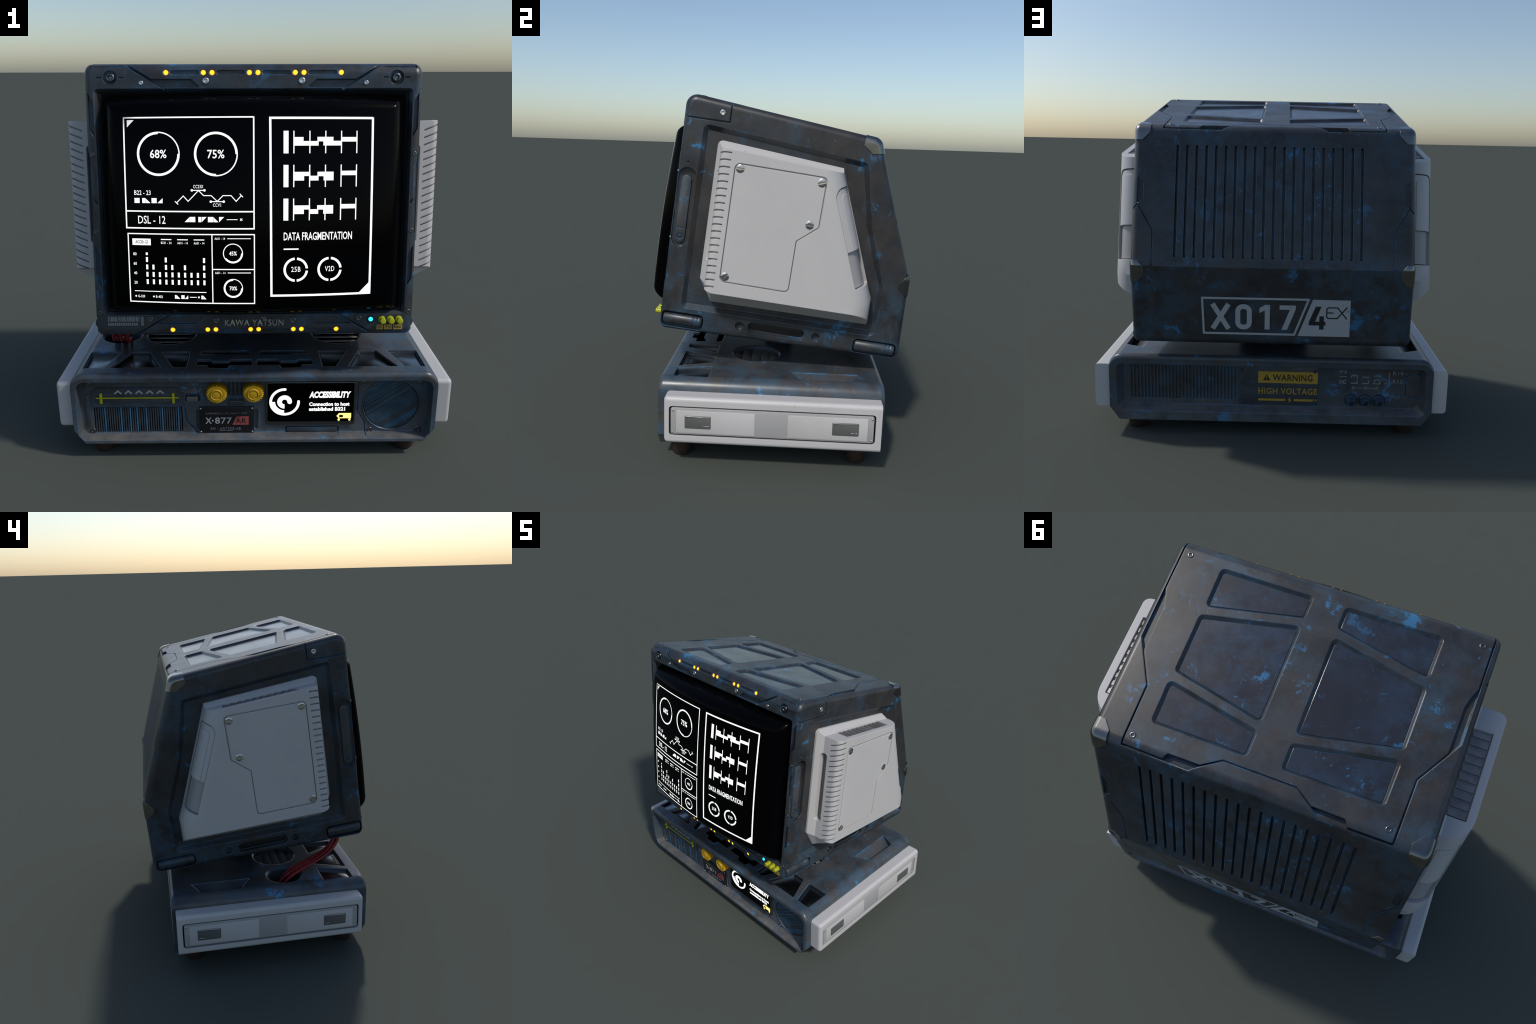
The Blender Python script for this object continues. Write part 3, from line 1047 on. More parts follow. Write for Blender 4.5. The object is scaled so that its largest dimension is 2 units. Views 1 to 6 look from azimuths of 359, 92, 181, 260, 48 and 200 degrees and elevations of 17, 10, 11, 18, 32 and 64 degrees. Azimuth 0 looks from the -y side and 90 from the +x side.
for z in (0.4555, 0.3030):
    words("A631 - 14", -0.175, -0.129, z - 0.005, z + 0.005, sp=1.1)
    line((-0.119, z), (-0.0165, z), w=0.0036)
dial(-0.0950, 0.3900, 0.0440, 0.0040, 0.0085, (0, 215), "45%", 0.034, 0.0185)
dial(-0.0950, 0.2330, 0.0430, 0.0036, 0.0085, (0, 90), "70%", 0.034, 0.0185)
# right window
line((0.0685, 0.9715), (0.5160, 0.9715), (0.5185, 0.1990), (0.0740, 0.1990), closed=True, w=0.0098)
fill((0.466, 0.200), (0.517, 0.200), (0.517, 0.2510))
for z, joined in ((0.8695, True), (0.7255, False), (0.5812, False)):
    block(0.1255, 0.1470, z - 0.0475, z + 0.0480)
    for x in (0.1700, 0.2390, 0.3080, 0.3772, 0.4455):
        block(x - 0.0025, x + 0.0025, z - 0.0475, z + 0.0480)
    if joined:
        block(0.170, 0.2115, z + 0.0045, z + 0.0215)
        block(0.170, 0.2770, z - 0.0150, z + 0.0045)
        block(0.2715, 0.3415, z + 0.0030, z + 0.0222)
        block(0.2975, 0.3760, z - 0.0145, z + 0.0055)
    else:
        block(0.172, 0.2420, z, z + 0.0180)
        block(0.172, 0.2150, z - 0.0195, z)
        block(0.2370, 0.2780, z - 0.0195, z + 0.0010)
        block(0.2730, 0.3440, z - 0.0012, z + 0.0180)
        block(0.3000, 0.3440, z - 0.0195, z)
    block(0.3780, 0.4455, z + 0.0020, z + 0.0215)
words("DATA FRAGMENTATION", 0.127, 0.431, 0.4465, 0.4820, bold=0.015)
line((0.127, 0.4078), (0.193, 0.4078), w=0.0062)
for cx, cz, t in ((0.1815, 0.3155, "25B"), (0.3325, 0.3155, "V2D")):
    for a, b in ((96, 265), (275, 354), (6, 84)):
        arc_bm(cx, cz, 0.0440, 0.0548, a, b, scr, G, 64)
    words(t, cx - 0.0205, cx + 0.0215, cz - 0.0100, cz + 0.0135, sp=1.1)
add("screen_graphics", G, SCREEN_FADE, screen, angle=30)
add("label_lettering", text_bm("ACCB1-25", -0.529, -0.472, 0.4300, 0.4445, lambda u, v, d: (u, crt(u, v) - 0.0008 * d, v), bold=0.02), DARK_PRINT, screen)

# ================================================================== SIDE PODS
POD_IN = [(0.190, 1.008), (0.845, 0.9600), (1.070, 0.380), (1.098, 0.318), (1.102, 0.166), (0.262, 0.158), (0.189, 0.275)]
POD_MID = [(0.219, 0.973), (0.845, 0.9380), (1.068, 0.380), (1.093, 0.318), (1.096, 0.192), (0.262, 0.186), (0.222, 0.260)]
POD_OUT = [(0.225, 0.977), (0.838, 0.9415), (1.052, 0.378), (1.077, 0.316), (1.080, 0.247), (0.272, 0.2440), (0.236, 0.2520)]
PX = 0.8985          # outer face of the pods


def edge_between(bm, va, vb):
    for e in va.link_edges:
        if e.other_vert(va) is vb:
            return e


def pod_solid(shrink=0.0):
    """body of a side pod: flange, sloped underside, rounded front and rear outer edges; shrink moves all faces inwards"""
    bm = BM()
    rows = []
    for x, o in ((0.715, POD_IN), (0.737, POD_IN), (0.780, POD_MID), (PX - shrink, POD_OUT)):
        q = rounded(o[::-1], 0, shrink)[::-1]
        rows.append([bm.verts.new((x, y, z)) for y, z in q])
    for a, b in zip(rows, rows[1:]):
        for i in range(7):
            j = (i + 1) % 7
            bm.faces.new((a[i], a[j], b[j], b[i]))
    bm.faces.new(rows[0][::-1])
    bm.faces.new(rows[-1])
    o = rows[-1]
    fr = [edge_between(bm, o[6], o[0])]
    bmesh.ops.bevel(bm, geom=fr, offset=0.074 - shrink, offset_type="OFFSET", segments=8, profile=0.5, affect="EDGES", clamp_overlap=True)
    bk = [e for e in bm.edges if all(abs(v.co.x - PX + shrink) < 1e-4 and v.co.y > 0.78 for v in e.verts) and (abs(e.verts[0].co.z - e.verts[1].co.z) > 0.03)]
    bmesh.ops.bevel(bm, geom=bk, offset=0.100 - shrink, offset_type="OFFSET", segments=10, profile=0.5, affect="EDGES", clamp_overlap=True)
    bmesh.ops.recalc_face_normals(bm, faces=bm.faces)
    # soften the rim of the shelf
    rim = [e for e in bm.edges if len(e.link_faces) == 2 and min(v.co.x for v in e.verts) > 0.80 and min(v.co.z for v in e.verts) > 0.90 and sorted(abs(f.normal.z) > 0.7 for f in e.link_faces) == [False, True]]
    if rim and shrink < 0.01:
        bmesh.ops.bevel(bm, geom=rim, offset=0.011 - shrink, offset_type="OFFSET", segments=3, profile=0.5, affect="EDGES", clamp_overlap=True)
    bmesh.ops.recalc_face_normals(bm, faces=bm.faces)
    return bm


pod = pod_solid()
PLATE = [(0.305, 0.9130), (0.7640, 0.9080), (0.7620, 0.6600), (0.6610, 0.5750), (0.6605, 0.3085), (0.3060, 0.3100)]
P_R = [0.030, 0.026, 0.010, 0.010, 0.026, 0.030]
SHELF = lambda y: 0.975 - 0.0565 * (y - 0.222)
louvres = []
for i in range(20):
    z = 0.9560 - i * 0.0356
    louvres.append(prism(rect(0.826, 0.99, 0.10, 0.2830), 0.0, "Z", z - 0.0036, z + 0.0036, mapf=lambda p, a: (p[0], p[1], a + (p[0] - PX) * 0.38)))
lv = BM()
for q in louvres:
    merge(lv, q)
lv = boolean(lv, [pod_solid(0.016)])
handle = [prism(rect(0.7640, 0.8090, 0.384, 0.862), [0.014, 0.014, 0.020, 0.020], "Y", 0.15, 0.262, seg=6)]
cover = [prism(PLATE, P_R, "X", 0.95, 0.888, seg=6)]
vent = loft([[(p.x, p.y, SHELF(p.y) + h) for p in rounded(rect(0.7720, 0.8620, 0.330, 0.752), 0.004, i, 2)] for h, i in ((0.05, 0.0), (0.0, 0.0), (-0.014, 0.003))])
# fillet of the flange's upper front corner
ar = [(0.2185 + 0.029 * math.cos(a), 0.9770 + 0.029 * math.sin(a)) for a in (PI + (-PI / 2 + 0.06) * k / 8 for k in range(9))]
fillet = prism(ar + [(0.2185, 1.03), (0.170, 1.03), (0.170, 0.977)], 0, "X", 0.70, 0.790)
# grip wrapped around the rear outer edge: t runs down the edge, a across it, d outwards along the diagonal
p0, p1 = Vector((0.845, 0.945)), Vector((1.070, 0.380))
td = (p1 - p0).normalized()
nd = Vector((-td.y, td.x))
if nd.x < 0:
    nd = -nd
R2 = math.sqrt(0.5)


def grip_map(p, d):
    t, a = p
    x = PX + (a + d) * R2
    off = (d - a) * R2
    q = p0 + td * t + nd * off
    return (x, q.x, q.y)


def grip(t0, t1, a0, a1, rad, d0=0.05, d1=-0.135):
    return prism([(t0, a0), (t1, a0), (t1, a1), (t0, a1)], rad, "Z", d0, d1, seg=8, mapf=grip_map)


pod = boolean(pod, [lv, handle, cover, vent, fillet, grip(0.070, 0.585, -0.094, 0.046, [0.020, 0.006, 0.010, 0.050])])
g_up = boolean(pod_solid(0.0050), [grip(0.075, 0.392, -0.090, 0.042, [0.018, 0.001, 0.001, 0.046])], "INTERSECT")
g_in = boolean(pod_solid(0.0020), [grip(0.105, 0.391, -0.066, 0.014, [0.018, 0.001, 0.001, 0.030])], "INTERSECT")
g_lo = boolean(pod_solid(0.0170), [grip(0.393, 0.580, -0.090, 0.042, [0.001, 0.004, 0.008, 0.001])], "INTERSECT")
pod_mesh_r = finish_mesh(pod.copy(), "side_pod", 19)
pod_l = mirrored(pod)
pod_mesh_l = finish_mesh(pod_l, "side_pod", 19)
pod.free()
for s, me in ((1, pod_mesh_r), (-1, pod_mesh_l)):
    po = new_obj("side_pod", me, WHITE, root, MON)
    m = po.modifiers.new("weighted", "WEIGHTED_NORMAL")
    m.keep_sharp = True
    add("cover_plate", prism([(y, z) for y, z in PLATE], [r - 0.004 for r in P_R], "X", s * 0.885, s * 0.8988, 0, 0.003, seg=6, eseg=2, mapf=lambda p, a: (a, 0.5 + (p[0] - 0.5) * 0.977, 0.61 + (p[1] - 0.61) * 0.981)), WHITE, po, weighted=True)
    for (y, z), sp in zip(((0.3330, 0.8870), (0.7370, 0.8780), (0.7110, 0.6650), (0.3320, 0.3410)), (0.0, 0.3, 0.05, 0.95)):
        put("slotted_screw", SLOTTED, CHROME, po, (s * 0.8988, y, z), (s, 0, 0), sp * s)
    add("handle_slot_lining", box(s * 0.7865 - 0.0215, s * 0.7865 + 0.0215, 0.2500, 0.2640, 0.386, 0.860, 0.002), GREY, po)
    # vent: floor and cross slats
    vb = loft([[(s * p.x, p.y, SHELF(p.y) + h) for p in rounded(rect(0.7755, 0.8585, 0.334, 0.748), 0.003, 0, 2)] for h in (-0.018, -0.0105)])
    for i in range(10):
        y = 0.352 + i * 0.0420
        merge(vb, loft([[(s * p.x, p.y, SHELF(y) + h) for p in rounded(rect(0.7780, 0.8560, y - 0.009, y + 0.016), 0.003, 0, 2)] for h in (-0.0115, -0.0050)]))
    add("vent_grille", vb, VENT, po)
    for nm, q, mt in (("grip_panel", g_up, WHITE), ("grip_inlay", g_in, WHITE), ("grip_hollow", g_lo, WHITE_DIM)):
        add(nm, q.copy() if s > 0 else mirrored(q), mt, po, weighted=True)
for q in (g_up, g_in, g_lo):
    q.free()

# ================================================================== BASE
ZT = 0.472
def base_outline(drop, side):
    q = [(-0.856, 0.086), (0.856, 0.086), (0.914 - side, 0.160), (0.914 - side, ZT - drop), (-0.914 + side, ZT - drop), (-0.914 + side, 0.160)]
    return rounded(q, [0.010, 0.010, 0.010, 0.072, 0.072, 0.010], 0, 8)


L = []
for y0, sg in ((-0.578, 1), (0.604, -1)):
    part = []
    for k in range(7):
        t = k / 6 * PI / 2
        part.append((y0 + sg * 0.026 * (1 - math.cos(t)), base_outline(0.024 * (1 - math.sin(t)), 0.006 * (1 - math.sin(t)))))
    L += part if sg > 0 else part[::-1]
base = loft([[(p.x, y, p.y) for p in o] for y, o in L])

cuts = []
# front and rear bays
def bay(inset, top):
    return rounded([(-0.858, 0.103), (0.858, 0.103), (0.886, 0.132), (0.886, top), (-0.886, top), (-0.886, 0.132)], [0.003, 0.003, 0.003, 0.046, 0.046, 0.003], inset, 6)
front_bay = loft([[(p.x, y, p.y) for p in bay(i, 0.430)] for y, i in ((-0.66, -0.001), (-0.578, 0.0), (-0.5455, 0.0045), (-0.5145, 0.0050))])
def bay_r(ix, z0):
    return rounded([(-0.850 + ix, z0), (0.850 - ix, z0), (0.871 - ix, z0 + 0.02), (0.871 - ix, 0.418), (-0.871 + ix, 0.418), (-0.871 + ix, z0 + 0.02)], [0.003, 0.003, 0.003, 0.035, 0.035, 0.003], 0, 6)
rear_bay = loft([[(p.x, y, p.y) for p in bay_r(ix, z0)] for y, ix, z0 in ((0.68, -0.02, 0.120), (0.604, 0.0, 0.139), (0.5495, 0.032, 0.164))])
cuts.append([front_bay, rear_bay])
# top openings
g = []
WINDOWS = ([(0.860, -0.320), (0.860, -0.503), (0.756, -0.503), (0.702, -0.320)], [(0.645, -0.320), (0.722, -0.503), (0.470, -0.503), (0.552, -0.320)], [(0.492, -0.320), (0.408, -0.503), (0.341, -0.503), (0.341, -0.320)])
TEE = [(0.0140, -0.4140), (0.1195, -0.4140), (0.1320, -0.4360), (0.2165, -0.4360), (0.2260, -0.4160), (0.2930, -0.4160), (0.2965, -0.4775), (0.2390, -0.4775), (0.2285, -0.5105), (0.1350, -0.5105), (0.1265, -0.4790), (0.0120, -0.4790)]
for s in (1, -1):
    for wdw in WINDOWS:
        q = [(s * a, b) for a, b in wdw]
        L = [[(p.x, p.y, ZT + h) for p in rounded(q, 0.004, i, 3)] for h, i in ((0.03, 0.0), (0.0, 0.0), (-0.026, 0.003))]
        g.append(loft(L))
    g.append(prism([(s * a, b) for a, b in TEE], 0.004, "Z", 0.52, 0.41, seg=2))
    g.append(prism([(s * 0.022, -0.3540), (s * 0.286, -0.3540), (s * 0.290, -0.340), (s * 0.272, -0.3140), (s * 0.036, -0.3140), (s * 0.020, -0.340)], 0.010, "Z", 0.52, 0.41, seg=4))
    # round vent with a bevelled rim
    g.append(loft([[(x, y, z) for x, y in circle_pts(s * 0.463, -0.090, r, 48)] for z, r in ((0.482, 0.147), (ZT - 0.0005, 0.1415), (ZT - 0.010, 0.131), (ZT - 0.065, 0.129))]))
    # scooped pocket: the floor falls towards the outside
    a = [(0.744, 0.116), (0.744, 0.474), (0.851, 0.428), (0.851, 0.184)]
    zf = [ZT - 0.004, ZT - 0.004, ZT - 0.060, ZT - 0.060]
    b = BM()
    lo = [b.verts.new((s * x, y, z)) for (x, y), z in zip(a, zf)]
    hi = [b.verts.new((s * x, y, ZT + 0.03)) for x, y in a]
    b.faces.new(lo)
    b.faces.new(hi[::-1])
    for i in range(4):
        j = (i + 1) % 4
        b.faces.new((lo[i], hi[i], hi[j], lo[j]))
    g.append(b)
# cable hole on one side
g.append(loft([[(x, y, z) for x, y in circle_pts(-0.737, -0.100, r, 40)] for z, r in ((0.482, 0.119), (ZT - 0.0005, 0.1135), (ZT - 0.016, 0.098), (ZT - 0.11, 0.096))]))
cuts.append(g)
g = []
for s in (1, -1):
    g.append(box(min(s * 0.835, s * 0.866), max(s * 0.835, s * 0.866), 0.225, 0.350, ZT - 0.058, ZT - 0.036))
g.append(box(-0.305, 0.305, -0.498, -0.285, 0.360, 0.456, axis="Z"))
# front panel: groove, PUSH recess, tray, slider channel
FP = -0.5145
fo = lambda p: (p.x, FP - 0.04, p.y)
fi = lambda d: (lambda p: (p.x, FP + d, p.y))
g.append(groove([(0.5245, 0.420), (0.5245, 0.2293), (0.5650, 0.1586), (0.5675, 0.1045)], 0.006, fo, fi(0.006)))
g.append(groove([(-0.3560, 0.2500), (-0.3480, 0.1750), (-0.2950, 0.1080)], 0.010, fo, fi(0.010)))
g.append(prism(rect(-0.3540, -0.2800, 0.2840, 0.3270), 0.012, "Y", FP - 0.04, FP + 0.016, seg=4))
g.append(prism(rect(0.1560, 0.4340, 0.1050, 0.1400), 0.006, "Y", FP - 0.04, FP + 0.014, seg=3))
g.append(prism(rect(-0.8200, -0.3690, 0.1140, 0.2560), 0.003, "Y", FP - 0.04, FP + 0.022, seg=2))
g.append(cyl(0.697, 0.2625, 0.146, "Y", FP - 0.04, FP + 0.020, n=56))
g.append(prism(rect(-0.145, -0.050, 0.3180, 0.4180), 0.014, "Y", FP - 0.04, FP + 0.012, seg=3))
for x0 in (-0.3000, -0.0045):
    g.append(prism(*stadium(x0, x0 + 0.022, 0.1250, 0.2400), "Y", FP - 0.04, FP + 0.012, seg=5))
# rear panel: slots and clips
RP = 0.5495
for i in range(31):
    x = 0.7950 - i * 0.01975
    if x < 0.195:
        break
    g.append(prism(rect(x - 0.0055, x + 0.0055, 0.1965, 0.3960), 0.003, "Y", RP + 0.04, RP - 0.009, seg=2))
g.append(groove([(-0.850, 0.3730), (-0.790, 0.3680), (-0.768, 0.3560), (-0.768, 0.2450), (-0.782, 0.2330), (-0.850, 0.2260)], 0.006, lambda p: (p.x, RP + 0.04, p.y), lambda p: (p.x, RP - 0.007, p.y)))
for x in (-0.4610, -0.5405, -0.6195):
    g.append(cyl(x, 0.2080, 0.0365, "Y", RP + 0.04, RP - 0.008, n=28))
cuts.append(g)
base = boolean(base, cuts)
base_o = add("base_housing", base, DARK_BASE, root, weighted=True)


def bas(name, bm, mat, **kw):
    return add(name, bm, mat, base_o, **kw)


# windows with inner frame ribs, round vent slats
for s in (1, -1):
    for wdw in WINDOWS:
        q = [(s * a, b) for a, b in wdw]
        L = [[(p.x, p.y, ZT + h) for p in rounded(q, 0.004, i, 2)] for h, i in ((-0.030, 0.004), (-0.0195, 0.004), (-0.0185, 0.006))]
        bas("window", loft(L), WINDOW)
        fr = BM()
        out = rounded(q, 0.004, 0.0032, 2)
        inn = rounded(q, 0.003, 0.0068, 2)
        n = len(out)
        V = [[fr.verts.new((p.x, p.y, ZT + h)) for p in ring] for ring, h in ((out, -0.025), (out, -0.0095), (inn, -0.0095), (inn, -0.025))]
        for k in range(4):
            a, b = V[k], V[(k + 1) % 4]
            for i in range(n):
                j = (i + 1) % n
                fr.faces.new((a[i], a[j], b[j], b[i]))
        bas("window_frame", fr, STEEL)
    tag = [(s * 0.53, -0.494), (s * 0.655, -0.494), (s * 0.655, -0.468), (s * 0.53, -0.468)]
    bas("window_tag", poly_bm(tag, lambda u, v, d: (u, v, ZT - 0.0190 + 0.0025 * d)), BLACK)
    bas("vent_floor", prism(circle_pts(s * 0.463, -0.090, 0.134, 40), 0, "Z", ZT - 0.068, ZT - 0.060), VOID)
    for i in range(5):
        y = -0.090 + (i - 2) * 0.0545
        h = math.sqrt(max(0.0001, 0.1285 ** 2 - (abs(i - 2) * 0.0545 + 0.008) ** 2))
        b = box(s * 0.463 - h, s * 0.463 + h, -0.0265, 0.0265, -0.0020, 0.0020, 0.001, axis="X")
        M = Matrix.Translation((0, y, ZT - 0.026)) @ Matrix.Rotation(math.radians(-17), 4, "X")
        for v in b.verts:
            v.co = M @ v.co
        bas("vent_slat", b, SLAT)
b = box(-0.304, 0.304, -0.497, -0.286, 0.3605, 0.364, axis="Z")  # black walls put the slots' interior darkness into the colour
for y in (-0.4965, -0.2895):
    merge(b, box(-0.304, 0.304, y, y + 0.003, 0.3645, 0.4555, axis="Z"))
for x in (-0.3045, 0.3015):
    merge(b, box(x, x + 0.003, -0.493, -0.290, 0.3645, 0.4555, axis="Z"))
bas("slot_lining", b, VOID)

# neck that carries the monitor
nk = [(-0.24, -0.055), (0.24, -0.055), (0.24, 0.125), (-0.24, 0.125)]
bas("swivel_neck", loft([[(p.x, p.y, z) for p in rounded(nk, 0.085, i, 10)] for z, i in ((0.468, -0.004), (0.480, -0.004), (0.486, 0.004), (0.500, 0.020), (0.660, 0.020))]), BLACK)  # coloured black to sink into the shadow under the monitor

# ---- slider unit
SL = FP - 0.005
outl = [(-0.8230, 0.2640), (-0.3655, 0.2640), (-0.3655, 0.3680), (-0.8230, 0.3680)]
sl = prism(outl, [0.004, 0.004, 0.042, 0.042], "Y", FP + 0.002, FP - 0.010, 0, 0.003, seg=8, eseg=2)
sl = boolean(sl, [[prism(outl, [0.003, 0.003, 0.036, 0.036], "Y", FP - 0.04, FP - 0.0065, seg=8, mapf=lambda p, a: (-0.594 + (p[0] + 0.594) * 0.974, a, 0.316 + (p[1] - 0.316) * 0.89))], [prism(*stadium(-0.8130, -0.3820, 0.2830, 0.3120), "Y", FP - 0.04, FP + 0.0005, seg=6)]])
bas("slider_frame", sl, DARK_FRONT)
bas("slider_bar", box(-0.8010, -0.3830, FP - 0.017, FP - 0.012, 0.3145, 0.3200, 0.001), LIME)
for x in (-0.7755, -0.4110):
    bas("slider_clip", box(x - 0.0065, x + 0.0065, FP - 0.015, FP - 0.002, 0.2840, 0.3400, 0.0015), LIME)
b = BM()
for i in range(5):
    x = -0.6895 + i * 0.0533
    strip_bm([(x - 0.0175, 0.3365), (x, 0.3530), (x + 0.0175, 0.3365)], 0.0080, lambda u, v, d: (u, FP - 0.0060 - 0.0016 * d, v), b, 1)
bas("slider_arrows", b, PAINT)
bas("slider_screw_plate", box(-0.8580, -0.8350, FP - 0.006, FP + 0.002, 0.150, 0.330, 0.002), DARK_FRONT)

# ---- fins under the slider
N = 38
step = (0.8165 - 0.3725) / N
blue_at = {4, 11, 15, 18, 22, 29, 36}
dark_b, blue_b = BM(), BM()
for i in range(N):
    x = -0.8165 + (i + 0.5) * step
    merge(blue_b if i in blue_at else dark_b, box(x - step * 0.29, x + step * 0.29, FP - 0.001, FP + 0.024, 0.1165, 0.2550, 0.001, eseg=1, seg=1))
bas("fin_row", dark_b, DARK_SLAT, kind="stuff")
bas("painted_fin_row", blue_b, BLUE_SLAT, kind="stuff")
bas("fin_backing", box(-0.8190, -0.3700, FP + 0.0190, FP + 0.0215, 0.115, 0.2555), VOID)

# ---- push button and lettering
bas("push_button", box(-0.3460, -0.2865, FP - 0.004, FP + 0.016, 0.2870, 0.3140, 0.003), GREY)
fp = lambda u, v, d: (u, FP + 0.0006 - 0.0018 * d, v)
b = text_bm("PUSH", -0.3500, -0.2765, 0.3355, 0.3545, fp, bold=0.02, spacing=1.15)
arc_bm(-0.3640, 0.3450, 0.0001, 0.0048, 0, 360, fp, b, 14)
bas("push_lettering", b, PAINT_DIM)

# ---- toothed knobs
def knob(cx, cz):
    L = []
    T = 26
    def ring(ro, ri):
        pts = []
        for i in range(T):
            for k, rr in ((0.0, ri), (0.28, ri), (0.5, ro), (0.72, ri)):
                a = 2 * PI * (i + k) / T
                pts.append((cx + rr * math.cos(a), cz + rr * math.sin(a)))
        return pts
    for y, ro, ri in ((FP + 0.002, 0.0530, 0.0455), (FP - 0.046, 0.0530, 0.0455), (FP - 0.051, 0.0500, 0.0445)):
        L.append([(x, y, z) for x, z in ring(ro, ri)])
    for y, r in ((FP - 0.0515, 0.0360), (FP - 0.0490, 0.0330), (FP - 0.0500, 0.0310), (FP - 0.0590, 0.0290), (FP - 0.0600, 0.0265), (FP - 0.0585, 0.0240), (FP - 0.0540, 0.0228), (FP - 0.0545, 0.0205), (FP - 0.0575, 0.0185), (FP - 0.0585, 0.0120), (FP - 0.0590, 0.0010)):
        L.append([(cx + r * math.cos(2 * PI * (i // 4 + (0.0, 0.28, 0.5, 0.72)[i % 4]) / T), y, cz + r * math.sin(2 * PI * (i // 4 + (0.0, 0.28, 0.5, 0.72)[i % 4]) / T)) for i in range(T * 4)])
    return loft(L)


bas("toothed_knob", knob(-0.1910, 0.3530), GOLD, angle=28)
bas("toothed_knob", knob(-0.0075, 0.3550), GOLD, angle=28)
for x in (-0.1190, -0.0975, -0.0760):
    bas("conduit", box(x - 0.0075, x + 0.0075, FP - 0.004, FP + 0.013, 0.3230, 0.4200, 0.004), DARK_FRONT)
bas("cable_block", box(-0.1340, -0.0590, FP - 0.014, FP + 0.002, 0.2700, 0.2970, 0.004), DARK_FRONT)

# ---- name plate
bas("name_plate", box(-0.2830, -0.0045, FP - 0.0095, FP + 0.002, 0.1085, 0.2575, 0.0025), BLACK)
for x in (-0.2755, -0.0125):
    for z in (0.1170, 0.2510):
        put("rivet", RIVET, CHROME, base_o, (x, FP - 0.0095, z), (0, -1, 0))
npl = lambda u, v, d: (u, FP - 0.0090 - 0.0016 * d, v)
b = text_bm("X", -0.2520, -0.2210, 0.1635, 0.1985, npl, bold=0.015)
merge(b, text_bm("877", -0.2035, -0.1175, 0.1630, 0.1990, npl, bold=0.012, spacing=1.05))
arc_bm(-0.2150, 0.1810, 0.0001, 0.0048, 0, 360, npl, b, 16)
bas("plate_lettering", b, PAINT)
bas("plate_tag", poly_bm([(-0.1148, 0.1560), (-0.0310, 0.1560), (-0.0310, 0.2045), (-0.0950, 0.2045)], npl), RED_PRINT)
npl2 = lambda u, v, d: (u, FP - 0.0100 - 0.0012 * d, v)
bas("tag_lettering", text_bm("AR", -0.0975, -0.0430, 0.1665, 0.1945, npl2, bold=0.01, spacing=1.1), DARK_PRINT)
b = text_bm("SN : 6A728E-6B", -0.2270, -0.0725, 0.1270, 0.1420, npl, bold=0.0, spacing=1.2)
merge(b, text_bm("B3X0-001B1A_PA_Rev0.3 110TY", -0.2490, -0.0395, 0.2165, 0.2275, npl, bold=-0.004))
strip_bm([(-0.1830, 0.1230), (-0.1105, 0.1230)], 0.0016, npl, b, 1)
bas("serial_lettering", b, PAINT_DIM)

# ---- status display
bez = prism(rect(0.0555, 0.5140, 0.1525, 0.3980), 0.014, "Y", FP + 0.002, FP - 0.010, 0, 0.004, seg=5, eseg=3)
bez = boolean(bez, [prism(rect(0.0655, 0.5035, 0.1700, 0.3905), 0.008, "Y", FP - 0.04, FP - 0.004, seg=4)])
bas("display_bezel", bez, STEEL)
disp = bas("status_display", prism(rect(0.0645, 0.5045, 0.1690, 0.3915), 0.008, "Y", FP, FP - 0.0045, seg=4), GLASS)
lc = lambda u, v, d: (u, FP - 0.0044 - 0.0012 * d, v)
b = BM()
cx, cz = 0.1520, 0.2830
arc_bm(cx, cz, 0.0640, 0.0780, 88, 362, lc, b, 64)
arc_bm(cx, cz, 0.0480, 0.0660, 180, 268, lc, b, 64)
arc_bm(cx, cz, 0.0135, 0.0378, 0, 270, lc, b, 48)
for x, z, r in ((cx + 0.0022, cz + 0.0710, 0.0070), (cx + 0.0709, cz + 0.0025, 0.0070)):
    arc_bm(x, z, 0.0001, r, 0, 360, lc, b, 16)
arc_bm(cx + 0.0257, cz + 0.0005, 0.0001, 0.0121, 180, 360, lc, b, 24)
merge(b, text_bm("ACCESSIBILITY", 0.2760, 0.4890, 0.3045, 0.3415, lc, bold=0.055, shear=0.18))
merge(b, text_bm("Connection to host", 0.2770, 0.4830, 0.2585, 0.2800, lc, bold=0.045))
merge(b, text_bm("established B321", 0.2765, 0.4620, 0.2300, 0.2520, lc, bold=0.045))
add("display_graphics", b, SCREEN_WHITE, disp)
b = poly_bm([(0.4185, 0.2000), (0.4255, 0.2085), (0.4310, 0.2165), (0.4940, 0.2165), (0.4940, 0.1865), (0.4290, 0.1865), (0.4255, 0.1925)], lc)
for x in (0.4310, 0.4860):
    arc_bm(x, 0.1785, 0.0001, 0.0062, 0, 360, lc, b, 14)
add("display_icon", b, LCD_YELLOW, disp)
add("display_icon_window", poly_bm(rect(0.4325, 0.4520, 0.1930, 0.2065), lambda u, v, d: (u, FP - 0.0050 - 0.0014 * d, v)), BLACK, disp)
bas("tray", box(0.1645, 0.4250, FP - 0.003, FP + 0.013, 0.1080, 0.1355, 0.002), DARK_FRONT)

